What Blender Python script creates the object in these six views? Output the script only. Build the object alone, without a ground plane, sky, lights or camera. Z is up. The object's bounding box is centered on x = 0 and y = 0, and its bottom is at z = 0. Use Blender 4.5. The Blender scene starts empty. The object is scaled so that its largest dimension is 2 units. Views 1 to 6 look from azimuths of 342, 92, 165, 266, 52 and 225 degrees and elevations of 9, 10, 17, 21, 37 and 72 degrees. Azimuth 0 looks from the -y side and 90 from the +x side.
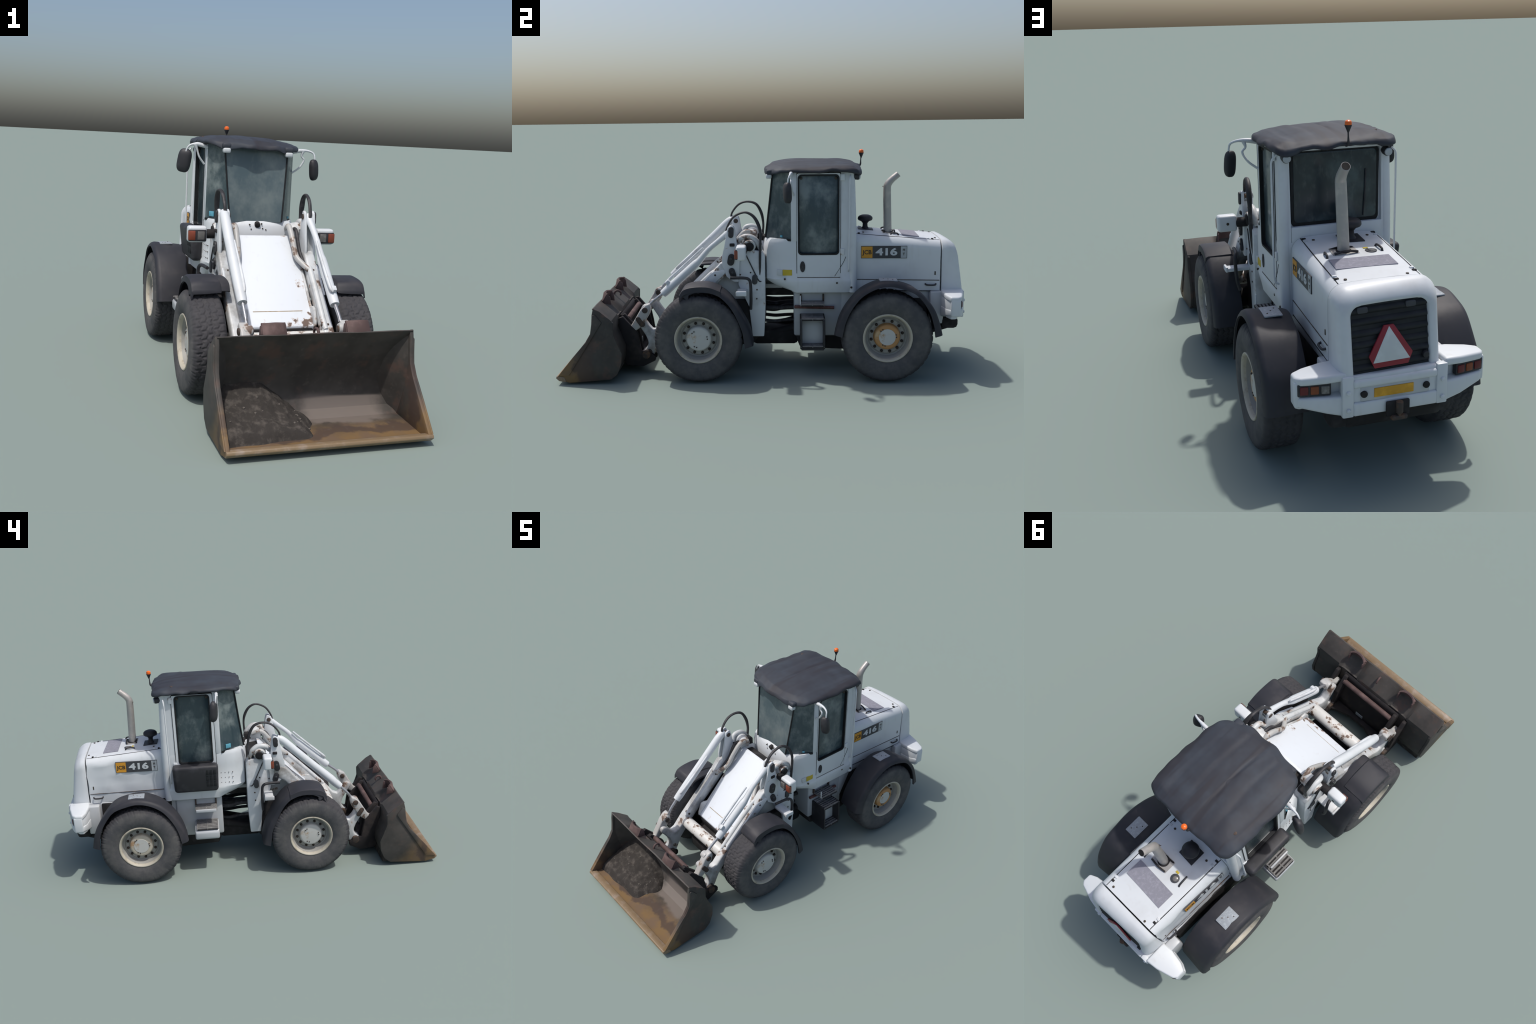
import bpy, bmesh, math, random
from mathutils import Vector, Matrix, noise

random.seed(7)

# ------------------------------------------------------------------ materials
def node_mat(name):
    m = bpy.data.materials.new(name)
    m.use_nodes = True
    nt = m.node_tree
    return m, nt, nt.nodes["Principled BSDF"]

def coords(nt):
    return nt.nodes.new("ShaderNodeTexCoord").outputs["Object"]

def noise_tex(nt, vec, scale, detail=4.0, rough=0.55, stretch=None, shift=0.0):
    mp = nt.nodes.new("ShaderNodeMapping")
    mp.inputs["Location"].default_value = (shift, shift * 0.7, -shift)
    if stretch:
        mp.inputs["Scale"].default_value = stretch
    nt.links.new(vec, mp.inputs["Vector"])
    n = nt.nodes.new("ShaderNodeTexNoise")
    n.inputs["Scale"].default_value = scale
    n.inputs["Detail"].default_value = detail
    n.inputs["Roughness"].default_value = rough
    nt.links.new(mp.outputs[0], n.inputs["Vector"])
    return n.outputs["Fac"]

def ramp(nt, fac, lo, hi, a=0.0, b=1.0):
    r = nt.nodes.new("ShaderNodeMapRange")
    r.inputs["From Min"].default_value = lo
    r.inputs["From Max"].default_value = hi
    r.inputs["To Min"].default_value = a
    r.inputs["To Max"].default_value = b
    r.interpolation_type = "SMOOTHSTEP"
    nt.links.new(fac, r.inputs["Value"])
    return r.outputs[0]

def math_node(nt, op, a, b):
    n = nt.nodes.new("ShaderNodeMath")
    n.operation = op
    for i, v in enumerate((a, b)):
        if isinstance(v, (int, float)):
            n.inputs[i].default_value = v
        else:
            nt.links.new(v, n.inputs[i])
    return n.outputs[0]

def mix(nt, fac, a, b):
    n = nt.nodes.new("ShaderNodeMix")
    n.data_type = "RGBA"
    if isinstance(fac, (int, float)):
        n.inputs[0].default_value = fac
    else:
        nt.links.new(fac, n.inputs[0])
    for sock, v in ((n.inputs[6], a), (n.inputs[7], b)):
        if isinstance(v, tuple):
            sock.default_value = (*v, 1.0)
        else:
            nt.links.new(v, sock)
    return n.outputs[2]

def axis_value(nt, vec, axis):
    s = nt.nodes.new("ShaderNodeSeparateXYZ")
    nt.links.new(vec, s.inputs[0])
    return s.outputs[axis]

def add_bump(nt, bsdf, fac, strength, dist=0.002):
    b = nt.nodes.new("ShaderNodeBump")
    b.inputs["Strength"].default_value = strength
    b.inputs["Distance"].default_value = dist
    nt.links.new(fac, b.inputs["Height"])
    nt.links.new(b.outputs[0], bsdf.inputs["Normal"])

def finish(nt, bsdf, col, rough, spec=0.4, metal=0.0):
    if isinstance(col, tuple):
        bsdf.inputs["Base Color"].default_value = (*col, 1)
    else:
        nt.links.new(col, bsdf.inputs["Base Color"])
    bsdf.inputs["Roughness"].default_value = rough
    bsdf.inputs["Specular IOR Level"].default_value = spec
    bsdf.inputs["Metallic"].default_value = metal

WHITE = (0.60, 0.63, 0.655)  # slight blue cast of the shaded panels is mixed into this paint
def painted(name, base=WHITE, grime=0.35, rust=0.0, rust_lo=0.66, rough=0.42, grime_col=(0.30, 0.29, 0.28), rust_scale=16, glo=0.52, ghi=0.85, side_rust=0.0):
    m, nt, b = node_mat(name)
    v = coords(nt)
    n1 = noise_tex(nt, v, 7, 5, 0.6)
    n2 = noise_tex(nt, v, 34, 4, 0.6, shift=3)
    g = math_node(nt, "MULTIPLY", ramp(nt, n1, glo, ghi), grime)
    c = mix(nt, g, base, grime_col)
    c = mix(nt, ramp(nt, n2, 0.55, 0.8, 0, 0.10), c, (0.42, 0.40, 0.37))
    n4 = noise_tex(nt, v, 30, 4, 0.6, stretch=(1.0, 1.0, 0.12), shift=6)
    c = mix(nt, ramp(nt, n4, 0.58, 0.78, 0, 0.16), c, (0.36, 0.33, 0.29))
    if rust > 0:
        n3 = noise_tex(nt, v, rust_scale, 5, 0.62, shift=9)
        if side_rust:                     # chipped more along the +x edge and the lower end
            n3 = math_node(nt, "ADD", n3, ramp(nt, axis_value(nt, v, 0), 0.06, 0.14, 0, side_rust))
            n3 = math_node(nt, "ADD", n3, ramp(nt, axis_value(nt, v, 1), -0.33, -0.39, 0, side_rust * 0.7))
        c = mix(nt, ramp(nt, n3, rust_lo - 0.03, rust_lo, 0, 0.35 * rust), c, (0.42, 0.25, 0.13))
        c = mix(nt, ramp(nt, n3, rust_lo, rust_lo + 0.035, 0, rust), c, (0.10, 0.055, 0.035))
    finish(nt, b, c, rough, 0.45)
    return m

def plain(name, col, rough=0.6, spec=0.35, vary=0.25, scale=20, metal=0.0, bump=0.0, second=None, lo=0.45, hi=0.75):
    m, nt, b = node_mat(name)
    v = coords(nt)
    n = noise_tex(nt, v, scale, 5, 0.6)
    other = second or tuple(min(1, c * (1 + vary * 1.6) + 0.004) for c in col)
    c = mix(nt, ramp(nt, n, lo, hi), col, other)
    finish(nt, b, c, rough, spec, metal)
    if bump:
        add_bump(nt, b, noise_tex(nt, v, scale * 5, 4, 0.6, shift=2), bump)
    return m

M = {}
M["white"] = painted("white_paint", grime=0.32, glo=0.48, ghi=0.85)
M["white_worn"] = painted("worn_white_paint", grime=0.7, rust=0.8, rust_lo=0.665, glo=0.47, ghi=0.78)
M["white_greasy"] = painted("greasy_white_paint", base=(0.55, 0.57, 0.58), grime=0.85, rust=0.9, rust_lo=0.60, grime_col=(0.17, 0.155, 0.14), rust_scale=13, glo=0.44, ghi=0.70)
M["tube_rust"] = painted("rusty_white_tube", base=(0.60, 0.60, 0.58), grime=0.3, rust=0.9, rust_lo=0.565, rust_scale=24, grime_col=(0.4, 0.3, 0.22))
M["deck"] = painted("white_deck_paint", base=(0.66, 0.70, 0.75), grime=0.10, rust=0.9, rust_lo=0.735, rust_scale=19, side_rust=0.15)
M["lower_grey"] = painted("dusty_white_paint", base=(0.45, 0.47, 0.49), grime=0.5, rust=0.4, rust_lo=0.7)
M["link"] = painted("worn_link_paint", base=(0.42, 0.42, 0.41), grime=0.7, rust=0.8, rust_lo=0.58, grime_col=(0.16, 0.14, 0.12), rust_scale=20)
M["black"] = plain("black_plastic", (0.022, 0.022, 0.026), 0.55, 0.4, 0.4, 18)
M["dark_frame"] = plain("dark_grimy_steel", (0.018, 0.017, 0.018), 0.75, 0.25, 0.9, 14)
M["fender"] = plain("fender_rubber", (0.025, 0.026, 0.033), 0.6, 0.35, 0.5, 9, bump=0.2, second=(0.044, 0.042, 0.047))
M["rubber_seal"] = plain("rubber_seal", (0.010, 0.011, 0.013), 0.6, 0.3)
M["seam"] = plain("seam_shadow_gap", (0.03, 0.03, 0.03), 0.8, 0.1)
M["rusty_pin"] = plain("rusty_pin", (0.055, 0.045, 0.040), 0.7, 0.3, 0.8, 40, second=(0.13, 0.075, 0.045))
M["grey_mat"] = plain("grey_grip_mat", (0.23, 0.23, 0.27), 0.8, 0.2, 0.15, 90, bump=0.3)
M["plate"] = plain("tread_plate_metal", (0.27, 0.30, 0.33), 0.55, 0.4, 0.2, 120, bump=0.4)
M["chrome"] = plain("rod_chrome", (0.38, 0.39, 0.41), 0.32, 0.5, 0.3, 40, metal=0.6, second=(0.16, 0.14, 0.13))
M["amber"] = plain("amber_sticker", (0.58, 0.27, 0.025), 0.5, 0.4, 0.1)
M["yellow_sticker"] = plain("yellow_sticker", (0.48, 0.36, 0.03), 0.5, 0.4, 0.1)
M["decal_dark"] = plain("dark_decal", (0.045, 0.048, 0.055), 0.5, 0.4, 0.1)
M["decal_white"] = plain("decal_white_ink", (0.50, 0.53, 0.55), 0.5, 0.4, 0.1)
M["decal_grey"] = plain("decal_grey", (0.36, 0.39, 0.41), 0.5, 0.4, 0.1)
M["ink"] = plain("decal_black_ink", (0.04, 0.03, 0.02), 0.5, 0.4, 0.1)
M["beacon"] = plain("orange_beacon_plastic", (0.75, 0.13, 0.012), 0.35, 0.5, 0.15)
M["lens_red"] = plain("red_lens", (0.115, 0.012, 0.014), 0.35, 0.4, 0.2)  # this and the orange lens darkened toward the shade at the bumper
M["lens_orange"] = plain("orange_lens", (0.19, 0.045, 0.013), 0.35, 0.4, 0.2)
M["lens_head_orange"] = plain("headlight_orange_lens", (0.20, 0.045, 0.022), 0.3, 0.5, 0.2)
M["lens_clear"] = plain("clear_lens", (0.12, 0.115, 0.11), 0.25, 0.5, 0.5, 60)
M["licence"] = plain("orange_licence_plate", (0.55, 0.28, 0.02), 0.5, 0.4, 0.2, 30)
M["sign_red"] = plain("sign_red", (0.24, 0.018, 0.03), 0.45, 0.4, 0.15)
M["sign_white"] = plain("sign_white", (0.55, 0.58, 0.58), 0.45, 0.4, 0.1)
M["grille"] = plain("grille_black", (0.012, 0.014, 0.017), 0.6, 0.35, 0.5, 15)
M["hose"] = plain("black_hose", (0.030, 0.029, 0.032), 0.55, 0.35, 0.8, 40)
M["rail_red"] = plain("rusty_red_bar", (0.11, 0.05, 0.045), 0.7, 0.3, 0.5, 40)
M["blue_sticker"] = plain("blue_sticker", (0.10, 0.32, 0.42), 0.5, 0.4, 0.3, 60)
M["exhaust"] = plain("exhaust_steel", (0.35, 0.34, 0.33), 0.42, 0.5, 0.2, 18, metal=0.3, second=(0.47, 0.44, 0.41))
M["soot"] = plain("soot", (0.02, 0.018, 0.017), 0.8, 0.2)
M["deck_seam"] = plain("stained_deck_seam", (0.30, 0.24, 0.16), 0.7, 0.2, 0.4, 60)
M["step_metal"] = plain("dull_step_metal", (0.150, 0.148, 0.145), 0.6, 0.35, 0.4, 50, second=(0.24, 0.235, 0.225))
M["soil"] = plain("dark_soil", (0.042, 0.038, 0.035), 0.95, 0.1, 0.6, 34, bump=0.9, second=(0.090, 0.080, 0.072), lo=0.46, hi=0.72)
M["stone"] = plain("pale_stone", (0.11, 0.10, 0.09), 0.9, 0.15, 0.3, 60)

def roof_mat():
    m, nt, b = node_mat("sky_tinted_black_roof")
    v = coords(nt)
    streak = noise_tex(nt, v, 17, 3, 0.5, stretch=(1.0, 0.12, 0.2))
    cloud = noise_tex(nt, v, 8, 4, 0.6, shift=4)
    c = mix(nt, ramp(nt, cloud, 0.35, 0.7), (0.032, 0.034, 0.043), (0.042, 0.050, 0.064))  # bluish tones carry sky reflection baked into the roof colour
    c = mix(nt, ramp(nt, streak, 0.54, 0.64, 0, 0.65), c, (0.028, 0.026, 0.031))
    finish(nt, b, c, 0.62, 0.3)
    add_bump(nt, b, cloud, 0.2, 0.004)
    return m
M["roof"] = roof_mat()

def glass_mat(name, dark, light, lo=0.42, hi=0.72, scale=9, shift=0.0):
    m, nt, b = node_mat(name)
    v = coords(nt)
    n = noise_tex(nt, v, scale, 6, 0.6, stretch=(1.0, 1.0, 0.8), shift=shift)
    f = noise_tex(nt, v, 46, 5, 0.65, stretch=(1, 1, 0.4), shift=shift + 2)
    c = mix(nt, ramp(nt, n, lo, hi), dark, light)
    c = mix(nt, ramp(nt, f, 0.5, 0.75, 0, 0.22), c, (0.17, 0.20, 0.19))
    finish(nt, b, c, 0.22, 0.45)
    return m
M["glass"] = glass_mat("cloudy_dark_glass", (0.042, 0.066, 0.077), (0.20, 0.235, 0.235), 0.44, 0.74)  # pale cloud painted on, lightened to offset shading in the window recess
M["glass_front"] = glass_mat("cloudy_windscreen_glass", (0.070, 0.100, 0.113), (0.150, 0.180, 0.180), 0.38, 0.68, 6, 5)
M["glass_rear"] = glass_mat("dark_rear_glass", (0.018, 0.028, 0.034), (0.060, 0.088, 0.094), 0.46, 0.76, 9, 8)

def tyre_mat():
    m, nt, b = node_mat("dusty_tyre_rubber")
    v = coords(nt)
    n = noise_tex(nt, v, 14, 6, 0.65)
    f = noise_tex(nt, v, 60, 5, 0.7, shift=2)
    c = mix(nt, ramp(nt, n, 0.35, 0.7), (0.064, 0.065, 0.070), (0.105, 0.102, 0.100))
    c = mix(nt, ramp(nt, f, 0.55, 0.8, 0, 0.4), c, (0.150, 0.142, 0.134))
    # worn tread face is darker than the dusty sidewalls: mask on radius round the axle (local x)
    s = nt.nodes.new("ShaderNodeSeparateXYZ")
    nt.links.new(v, s.inputs[0])
    r2 = math_node(nt, "ADD", math_node(nt, "MULTIPLY", s.outputs[1], s.outputs[1]), math_node(nt, "MULTIPLY", s.outputs[2], s.outputs[2]))
    rad = math_node(nt, "SQRT", r2, 0.0)
    c = mix(nt, ramp(nt, rad, 0.186, 0.203, 0, 0.75), c, (0.040, 0.039, 0.044))
    finish(nt, b, c, 0.8, 0.25)
    add_bump(nt, b, f, 0.3, 0.003)
    return m
M["tyre"] = tyre_mat()

def rim_mat(name, base, rust, lo):
    m, nt, b = node_mat(name)
    v = coords(nt)
    n = noise_tex(nt, v, 22, 5, 0.65)
    c = mix(nt, ramp(nt, n, lo, lo + 0.16, 0, 0.9), base, rust)
    finish(nt, b, c, 0.55, 0.4)
    return m
M["rim"] = rim_mat("cream_grey_rim", (0.30, 0.295, 0.275), (0.19, 0.175, 0.155), 0.54)
M["rim_lip"] = rim_mat("cream_rim_lip", (0.43, 0.40, 0.33), (0.27, 0.22, 0.16), 0.53)
M["hub"] = rim_mat("pale_hub", (0.47, 0.47, 0.45), (0.36, 0.24, 0.13), 0.56)
M["hub_rust"] = rim_mat("rusty_orange_hub", (0.40, 0.21, 0.08), (0.47, 0.34, 0.20), 0.50)
M["hub_mix"] = rim_mat("stained_pale_hub", (0.44, 0.40, 0.33), (0.36, 0.20, 0.09), 0.50)
M["nut"] = plain("rusty_nut", (0.030, 0.024, 0.020), 0.75, 0.25, 0.8, 60)

def bucket_mat():
    m, nt, b = node_mat("worn_bucket_steel")
    v = coords(nt)
    s = nt.nodes.new("ShaderNodeSeparateXYZ")
    nt.links.new(v, s.inputs[0])
    x, y, z = s.outputs
    cloud = noise_tex(nt, v, 6, 6, 0.6)
    fine = noise_tex(nt, v, 40, 5, 0.65, shift=3)
    patch = noise_tex(nt, v, 12, 5, 0.6, shift=7)
    c = mix(nt, ramp(nt, cloud, 0.35, 0.7), (0.039, 0.036, 0.033), (0.070, 0.063, 0.057))
    c = mix(nt, ramp(nt, patch, 0.52, 0.70, 0, 0.6), c, (0.105, 0.062, 0.048))
    # scoured rusty steel toward the cutting edge and low on the cheeks
    wob = math_node(nt, "MULTIPLY", math_node(nt, "SUBTRACT", cloud, 0.5), 0.22)
    lip = math_node(nt, "ADD", math_node(nt, "SUBTRACT", math_node(nt, "MULTIPLY", y, -1.0), math_node(nt, "MULTIPLY", z, 0.95)), wob)
    brown = mix(nt, ramp(nt, patch, 0.4, 0.65), (0.185, 0.115, 0.050), (0.150, 0.100, 0.062))
    c = mix(nt, ramp(nt, lip, 0.70, 0.88, 0, 0.95), c, brown)
    band = math_node(nt, "ADD", y, math_node(nt, "ADD", math_node(nt, "MULTIPLY", x, -0.10), wob))
    dark = math_node(nt, "MULTIPLY", ramp(nt, band, -0.905, -0.885), ramp(nt, band, -0.835, -0.860))
    c = mix(nt, math_node(nt, "MULTIPLY", dark, 0.8), c, (0.060, 0.042, 0.036))
    pale = math_node(nt, "MULTIPLY", ramp(nt, math_node(nt, "ADD", x, wob), -0.06, 0.03), ramp(nt, math_node(nt, "ADD", x, wob), 0.33, 0.25))
    pale = math_node(nt, "MULTIPLY", pale, math_node(nt, "MULTIPLY", ramp(nt, math_node(nt, "ADD", y, wob), -0.815, -0.775), ramp(nt, y, -0.690, -0.6935)))
    pale = math_node(nt, "MULTIPLY", pale, math_node(nt, "MULTIPLY", ramp(nt, z, 0.125, 0.095), ramp(nt, z, 0.0300, 0.0315)))
    c = mix(nt, math_node(nt, "MULTIPLY", pale, 0.9), c, (0.155, 0.132, 0.118))
    grey = ramp(nt, fine, 0.55, 0.8, 0, 0.35)
    c = mix(nt, grey, c, (0.13, 0.115, 0.10))
    finish(nt, b, c, 0.62, 0.35)
    add_bump(nt, b, fine, 0.2, 0.002)
    return m
M["bucket"] = bucket_mat()
M["bucket_dark"] = plain("dark_bucket_back", (0.020, 0.018, 0.019), 0.75, 0.25, 0.7, 12, second=(0.048, 0.039, 0.036))
M["bucket_pad"] = plain("rusty_pad", (0.085, 0.055, 0.052), 0.7, 0.3, 0.4, 18)
M["bucket_edge"] = plain("scoured_cutting_edge", (0.20, 0.140, 0.080), 0.5, 0.45, 0.3, 24, second=(0.27, 0.215, 0.17))
M["floor_steel"] = plain("scoured_floor_steel", (0.15, 0.125, 0.11), 0.55, 0.4, 0.3, 9, second=(0.20, 0.175, 0.16))

# ------------------------------------------------------------------ helpers
def link_obj(name, me, mat=None, parent=None):
    o = bpy.data.objects.new(name, me)
    bpy.context.scene.collection.objects.link(o)
    if mat is not None:
        me.materials.clear()
        me.materials.append(M[mat])
    if parent is not None:
        o.parent = parent
    return o

def from_bm(name, bm, mat, parent, smooth=40):
    bmesh.ops.remove_doubles(bm, verts=bm.verts, dist=1e-6)
    bmesh.ops.recalc_face_normals(bm, faces=bm.faces)
    me = bpy.data.meshes.new(name)
    bm.to_mesh(me)
    bm.free()
    me.shade_smooth()
    me.set_sharp_from_angle(angle=math.radians(smooth))
    return link_obj(name, me, mat, parent)

def bevel_all(bm, width, seg=2, ang=30):
    bmesh.ops.recalc_face_normals(bm, faces=bm.faces)
    es = [e for e in bm.edges if len(e.link_faces) == 2 and e.calc_face_angle(0) > math.radians(ang)]
    if width > 0 and es:
        bmesh.ops.bevel(bm, geom=es, offset=width, offset_type="OFFSET", segments=seg, profile=0.5, affect="EDGES", clamp_overlap=True)

def wobble(bm, amp, scale, seed=0.0, mask=None):
    for v in bm.verts:
        k = amp if mask is None else amp * mask(v.co)
        if k:
            n = noise.noise_vector(v.co * scale + Vector((seed, seed * 1.7, -seed)))
            v.co += n * k

def box(name, lo, hi, mat, parent, bevel=0.004, seg=2, rot=None, taper=None):
    bm = bmesh.new()
    bmesh.ops.create_cube(bm, size=1)
    c = [(a + b) / 2 for a, b in zip(lo, hi)]
    d = [abs(b - a) for a, b in zip(lo, hi)]
    for v in bm.verts:
        v.co = Vector((v.co.x * d[0], v.co.y * d[1], v.co.z * d[2]))
        if taper:
            taper(v.co)
    bevel_all(bm, min(bevel, min(d) * 0.45), seg)
    mt = Matrix.Translation(c)
    if rot:
        mt = mt @ Matrix.Rotation(rot[1], 4, rot[0])
    bm.transform(mt)
    return from_bm(name, bm, mat, parent)

def prism(name, prof, x0, x1, mat, parent, bevel=0.004, seg=2, axis="x", warp=None, grid=False):
    """polygon in the plane across `axis`, pushed from x0 to x1 along it"""
    bm = bmesh.new()
    def put(a, p):
        if axis == "x":
            return (a, p[0], p[1])
        if axis == "y":
            return (p[0], a, p[1])
        return (p[0], p[1], a)
    lo = [bm.verts.new(put(x0, p)) for p in prof]
    hi = [bm.verts.new(put(x1, p)) for p in prof]
    n = len(prof)
    for i in range(n):
        bm.faces.new((lo[i], lo[(i + 1) % n], hi[(i + 1) % n], hi[i]))
    bm.faces.new(lo)
    bm.faces.new(hi)
    bevel_all(bm, bevel, seg)
    if warp:
        for v in bm.verts:
            v.co = warp(v.co)
    return from_bm(name, bm, mat, parent)

def spline(pts, per=8, closed=False):
    P = [Vector(p) for p in pts]
    n = len(P)
    out = []
    for i in range(n if closed else n - 1):
        if closed:
            a, b, c, d = P[(i - 1) % n], P[i], P[(i + 1) % n], P[(i + 2) % n]
        else:
            b, c = P[i], P[i + 1]
            a = P[i - 1] if i > 0 else b * 2 - c
            d = P[i + 2] if i + 2 < n else c * 2 - b
        for k in range(per):
            t = k / per
            out.append(0.5 * ((2 * b) + (c - a) * t + (2 * a - 5 * b + 4 * c - d) * t * t + (3 * b - a - 3 * c + d) * t ** 3))
    if not closed:
        out.append(P[-1])
    return out

def loft(loops, bm=None, cap0=True, cap1=True, closed=True):
    bm = bm or bmesh.new()
    rows = [[bm.verts.new(p) for p in lp] for lp in loops]
    n = len(rows[0])
    for r, s in zip(rows, rows[1:]):
        for i in range(n if closed else n - 1):
            j = (i + 1) % n
            bm.faces.new((r[i], r[j], s[j], s[i]))
    if closed and cap0:
        bm.faces.new(rows[0])
    if closed and cap1:
        bm.faces.new(rows[-1])
    return bm

def tube(name, pts, rad, mat, parent, per=8, seg=12, smooth=True, flat=1.0):
    """round bar along a path; rad is one radius or one per control point"""
    rads = rad if isinstance(rad, (list, tuple)) else [rad] * len(pts)
    if smooth:
        path = spline(pts, per)
        rr = [v.x for v in spline([(r, 0, 0) for r in rads], per)]
    else:
        path, rr = [Vector(p) for p in pts], list(rads)
    loops = []
    up = None
    for i, p in enumerate(path):
        t = (path[min(i + 1, len(path) - 1)] - path[max(i - 1, 0)]).normalized()
        if up is None:
            up = Vector((1, 0, 0)) if abs(t.x) < 0.8 else Vector((0, 0, 1))
        s = t.cross(up).normalized()
        up = s.cross(t).normalized()
        loops.append([p + (s * math.cos(a) + up * math.sin(a) * flat) * rr[i] for a in (2 * math.pi * k / seg for k in range(seg))])
    return from_bm(name, loft(loops), mat, parent, 50)

def rod(name, a, b, r, mat, parent, seg=20, bevel=0.002):
    a, b = Vector(a), Vector(b)
    bm = bmesh.new()
    d = b - a
    bmesh.ops.create_cone(bm, cap_ends=True, segments=seg, radius1=r, radius2=r, depth=d.length)
    bevel_all(bm, bevel, 2, 50)
    bm.transform(Matrix.Translation((a + b) / 2) @ d.to_track_quat("Z", "Y").to_matrix().to_4x4())
    return from_bm(name, bm, mat, parent)

def lathe(name, prof, mat, parent, seg=96, origin=(0, 0, 0), axis="x", warp=None, closed_ends=True, smooth=35):
    """prof: (along axis, radius) pairs"""
    loops = []
    for h, r in prof:
        lp = []
        for k in range(seg):
            a = 2 * math.pi * k / seg
            u, w = r * math.cos(a), r * math.sin(a)
            lp.append(Vector((h, u, w)) if axis == "x" else (Vector((u, w, h)) if axis == "z" else Vector((u, h, w))))
        loops.append(lp)
    bm = loft(loops, cap0=closed_ends, cap1=closed_ends)
    if warp:
        for v in bm.verts:
            v.co = warp(v.co)
    bm.transform(Matrix.Translation(origin))
    return from_bm(name, bm, mat, parent, smooth)

def rounded_rect(cx, cy, w, h, r, n=5):
    pts = []
    for sx, sy, a0 in ((1, 1, 0), (-1, 1, 90), (-1, -1, 180), (1, -1, 270)):
        for k in range(n + 1):
            a = math.radians(a0 + 90 * k / n)
            pts.append((cx + sx * (w / 2 - r) + r * math.cos(a), cy + sy * (h / 2 - r) + r * math.sin(a)))
    return pts

def text_plate(name, body, mat, parent, size, origin, right, up, depth=0.0008, shear=0.0, bold=0.0, stretch=1.0):
    cu = bpy.data.curves.new(name, "FONT")
    cu.body = body
    cu.size = size
    cu.extrude = depth
    cu.offset = bold
    cu.shear = shear
    cu.align_x = "CENTER"
    cu.align_y = "CENTER"
    tmp = bpy.data.objects.new(name + "_source", cu)
    bpy.context.scene.collection.objects.link(tmp)
    bpy.context.view_layer.update()
    me = bpy.data.meshes.new_from_object(tmp.evaluated_get(bpy.context.evaluated_depsgraph_get()))
    bpy.data.objects.remove(tmp)
    bpy.data.curves.remove(cu)
    me.name = name
    r, u = Vector(right).normalized(), Vector(up).normalized()
    w = r.cross(u)
    mt = Matrix.Translation(origin) @ Matrix((r, u, w)).transposed().to_4x4() @ Matrix.Diagonal((stretch, 1, 1, 1))
    me.transform(mt)
    return link_obj(name, me, mat, parent)

def share(src, name, parent, mat=None, loc=(0, 0, 0)):
    o = src.copy()
    o.name = name
    o.parent = parent
    o.location = loc
    bpy.context.scene.collection.objects.link(o)
    return o

# ------------------------------------------------------------------ root
loader = bpy.data.objects.new("wheel_loader", None)
bpy.context.scene.collection.objects.link(loader)
loader["label"] = "white articulated wheel loader with black roof and rusty bucket"
loader["category"] = "wheel loader"

# ------------------------------------------------------------------ wheels
R_TYRE = 0.211
def tyre_mesh():
    prof = []            # (h, r, tread weight) across the section, inner to outer side
    half = [(0.070, 0.110, 0), (0.076, 0.118, 0), (0.081, 0.130, 0), (0.0845, 0.146, 0), (0.0848, 0.162, 0),
            (0.0825, 0.176, 0.15), (0.079, 0.188, 0.5), (0.074, 0.198, 1), (0.067, 0.2055, 1)]
    for h, r, w in half:
        prof.append((-h, r, w))
    n = 40
    for k in range(n + 1):
        h = -0.060 + 0.120 * k / n
        prof.append((h, 0.2092 + 0.0018 * (1 - (h / 0.06) ** 2), 1))
    for h, r, w in reversed(half):
        prof.append((h, r, w))
    seg, blocks = 560, 40
    loops = []
    for h, r, w in prof:
        lp = []
        for k in range(seg):
            a = k / seg
            dz = 0.0
            if w > 0:
                t = a * blocks
                zig = 0.0055 * (abs((t % 1) * 2 - 1) - 0.5) * 2
                cut = 0.0
                for band in (-0.040, -0.013, 0.013, 0.040):
                    if abs(h) < 0.062:
                        cut = max(cut, 1 - abs(h - band - zig) / 0.0050)
                lat = (t + 0.5 * (math.floor((h + 0.067) / 0.0268) % 2) + 4.0 * h) % 1
                cut = max(cut, 1 - abs(lat - 0.5) / 0.16)
                cut = max(0.0, min(1.0, cut * 2.2))
                wear = 0.7 + 0.5 * noise.noise(Vector((math.cos(a * 6.283) * 4, math.sin(a * 6.283) * 4, h * 30)))
                dz = -0.0040 * cut * w * wear + 0.0012 * noise.noise(Vector((math.cos(a * 6.283) * 14, math.sin(a * 6.283) * 14, h * 60)))
            elif 0.135 < r < 0.17:
                dz = 0.0
            rr = r + dz
            lp.append(Vector((h, rr * math.cos(a * 2 * math.pi), rr * math.sin(a * 2 * math.pi))))
        loops.append(lp)
    bm = loft(loops, cap0=False, cap1=False)
    for v in bm.verts:                       # contact patch: the loaded bottom is slightly flat and bulged
        if v.co.z < -0.195:
            d = -0.195 - v.co.z
            v.co.z = -0.195 - d * 0.80
        if v.co.z < -0.12:
            v.co.x *= 1 + 0.10 * ((-0.12 - v.co.z) / 0.09) ** 2
    bmesh.ops.recalc_face_normals(bm, faces=bm.faces)
    me = bpy.data.meshes.new("tyre")
    bm.to_mesh(me)
    bm.free()
    me.shade_smooth()
    me.materials.append(M["tyre"])
    return me

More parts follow.
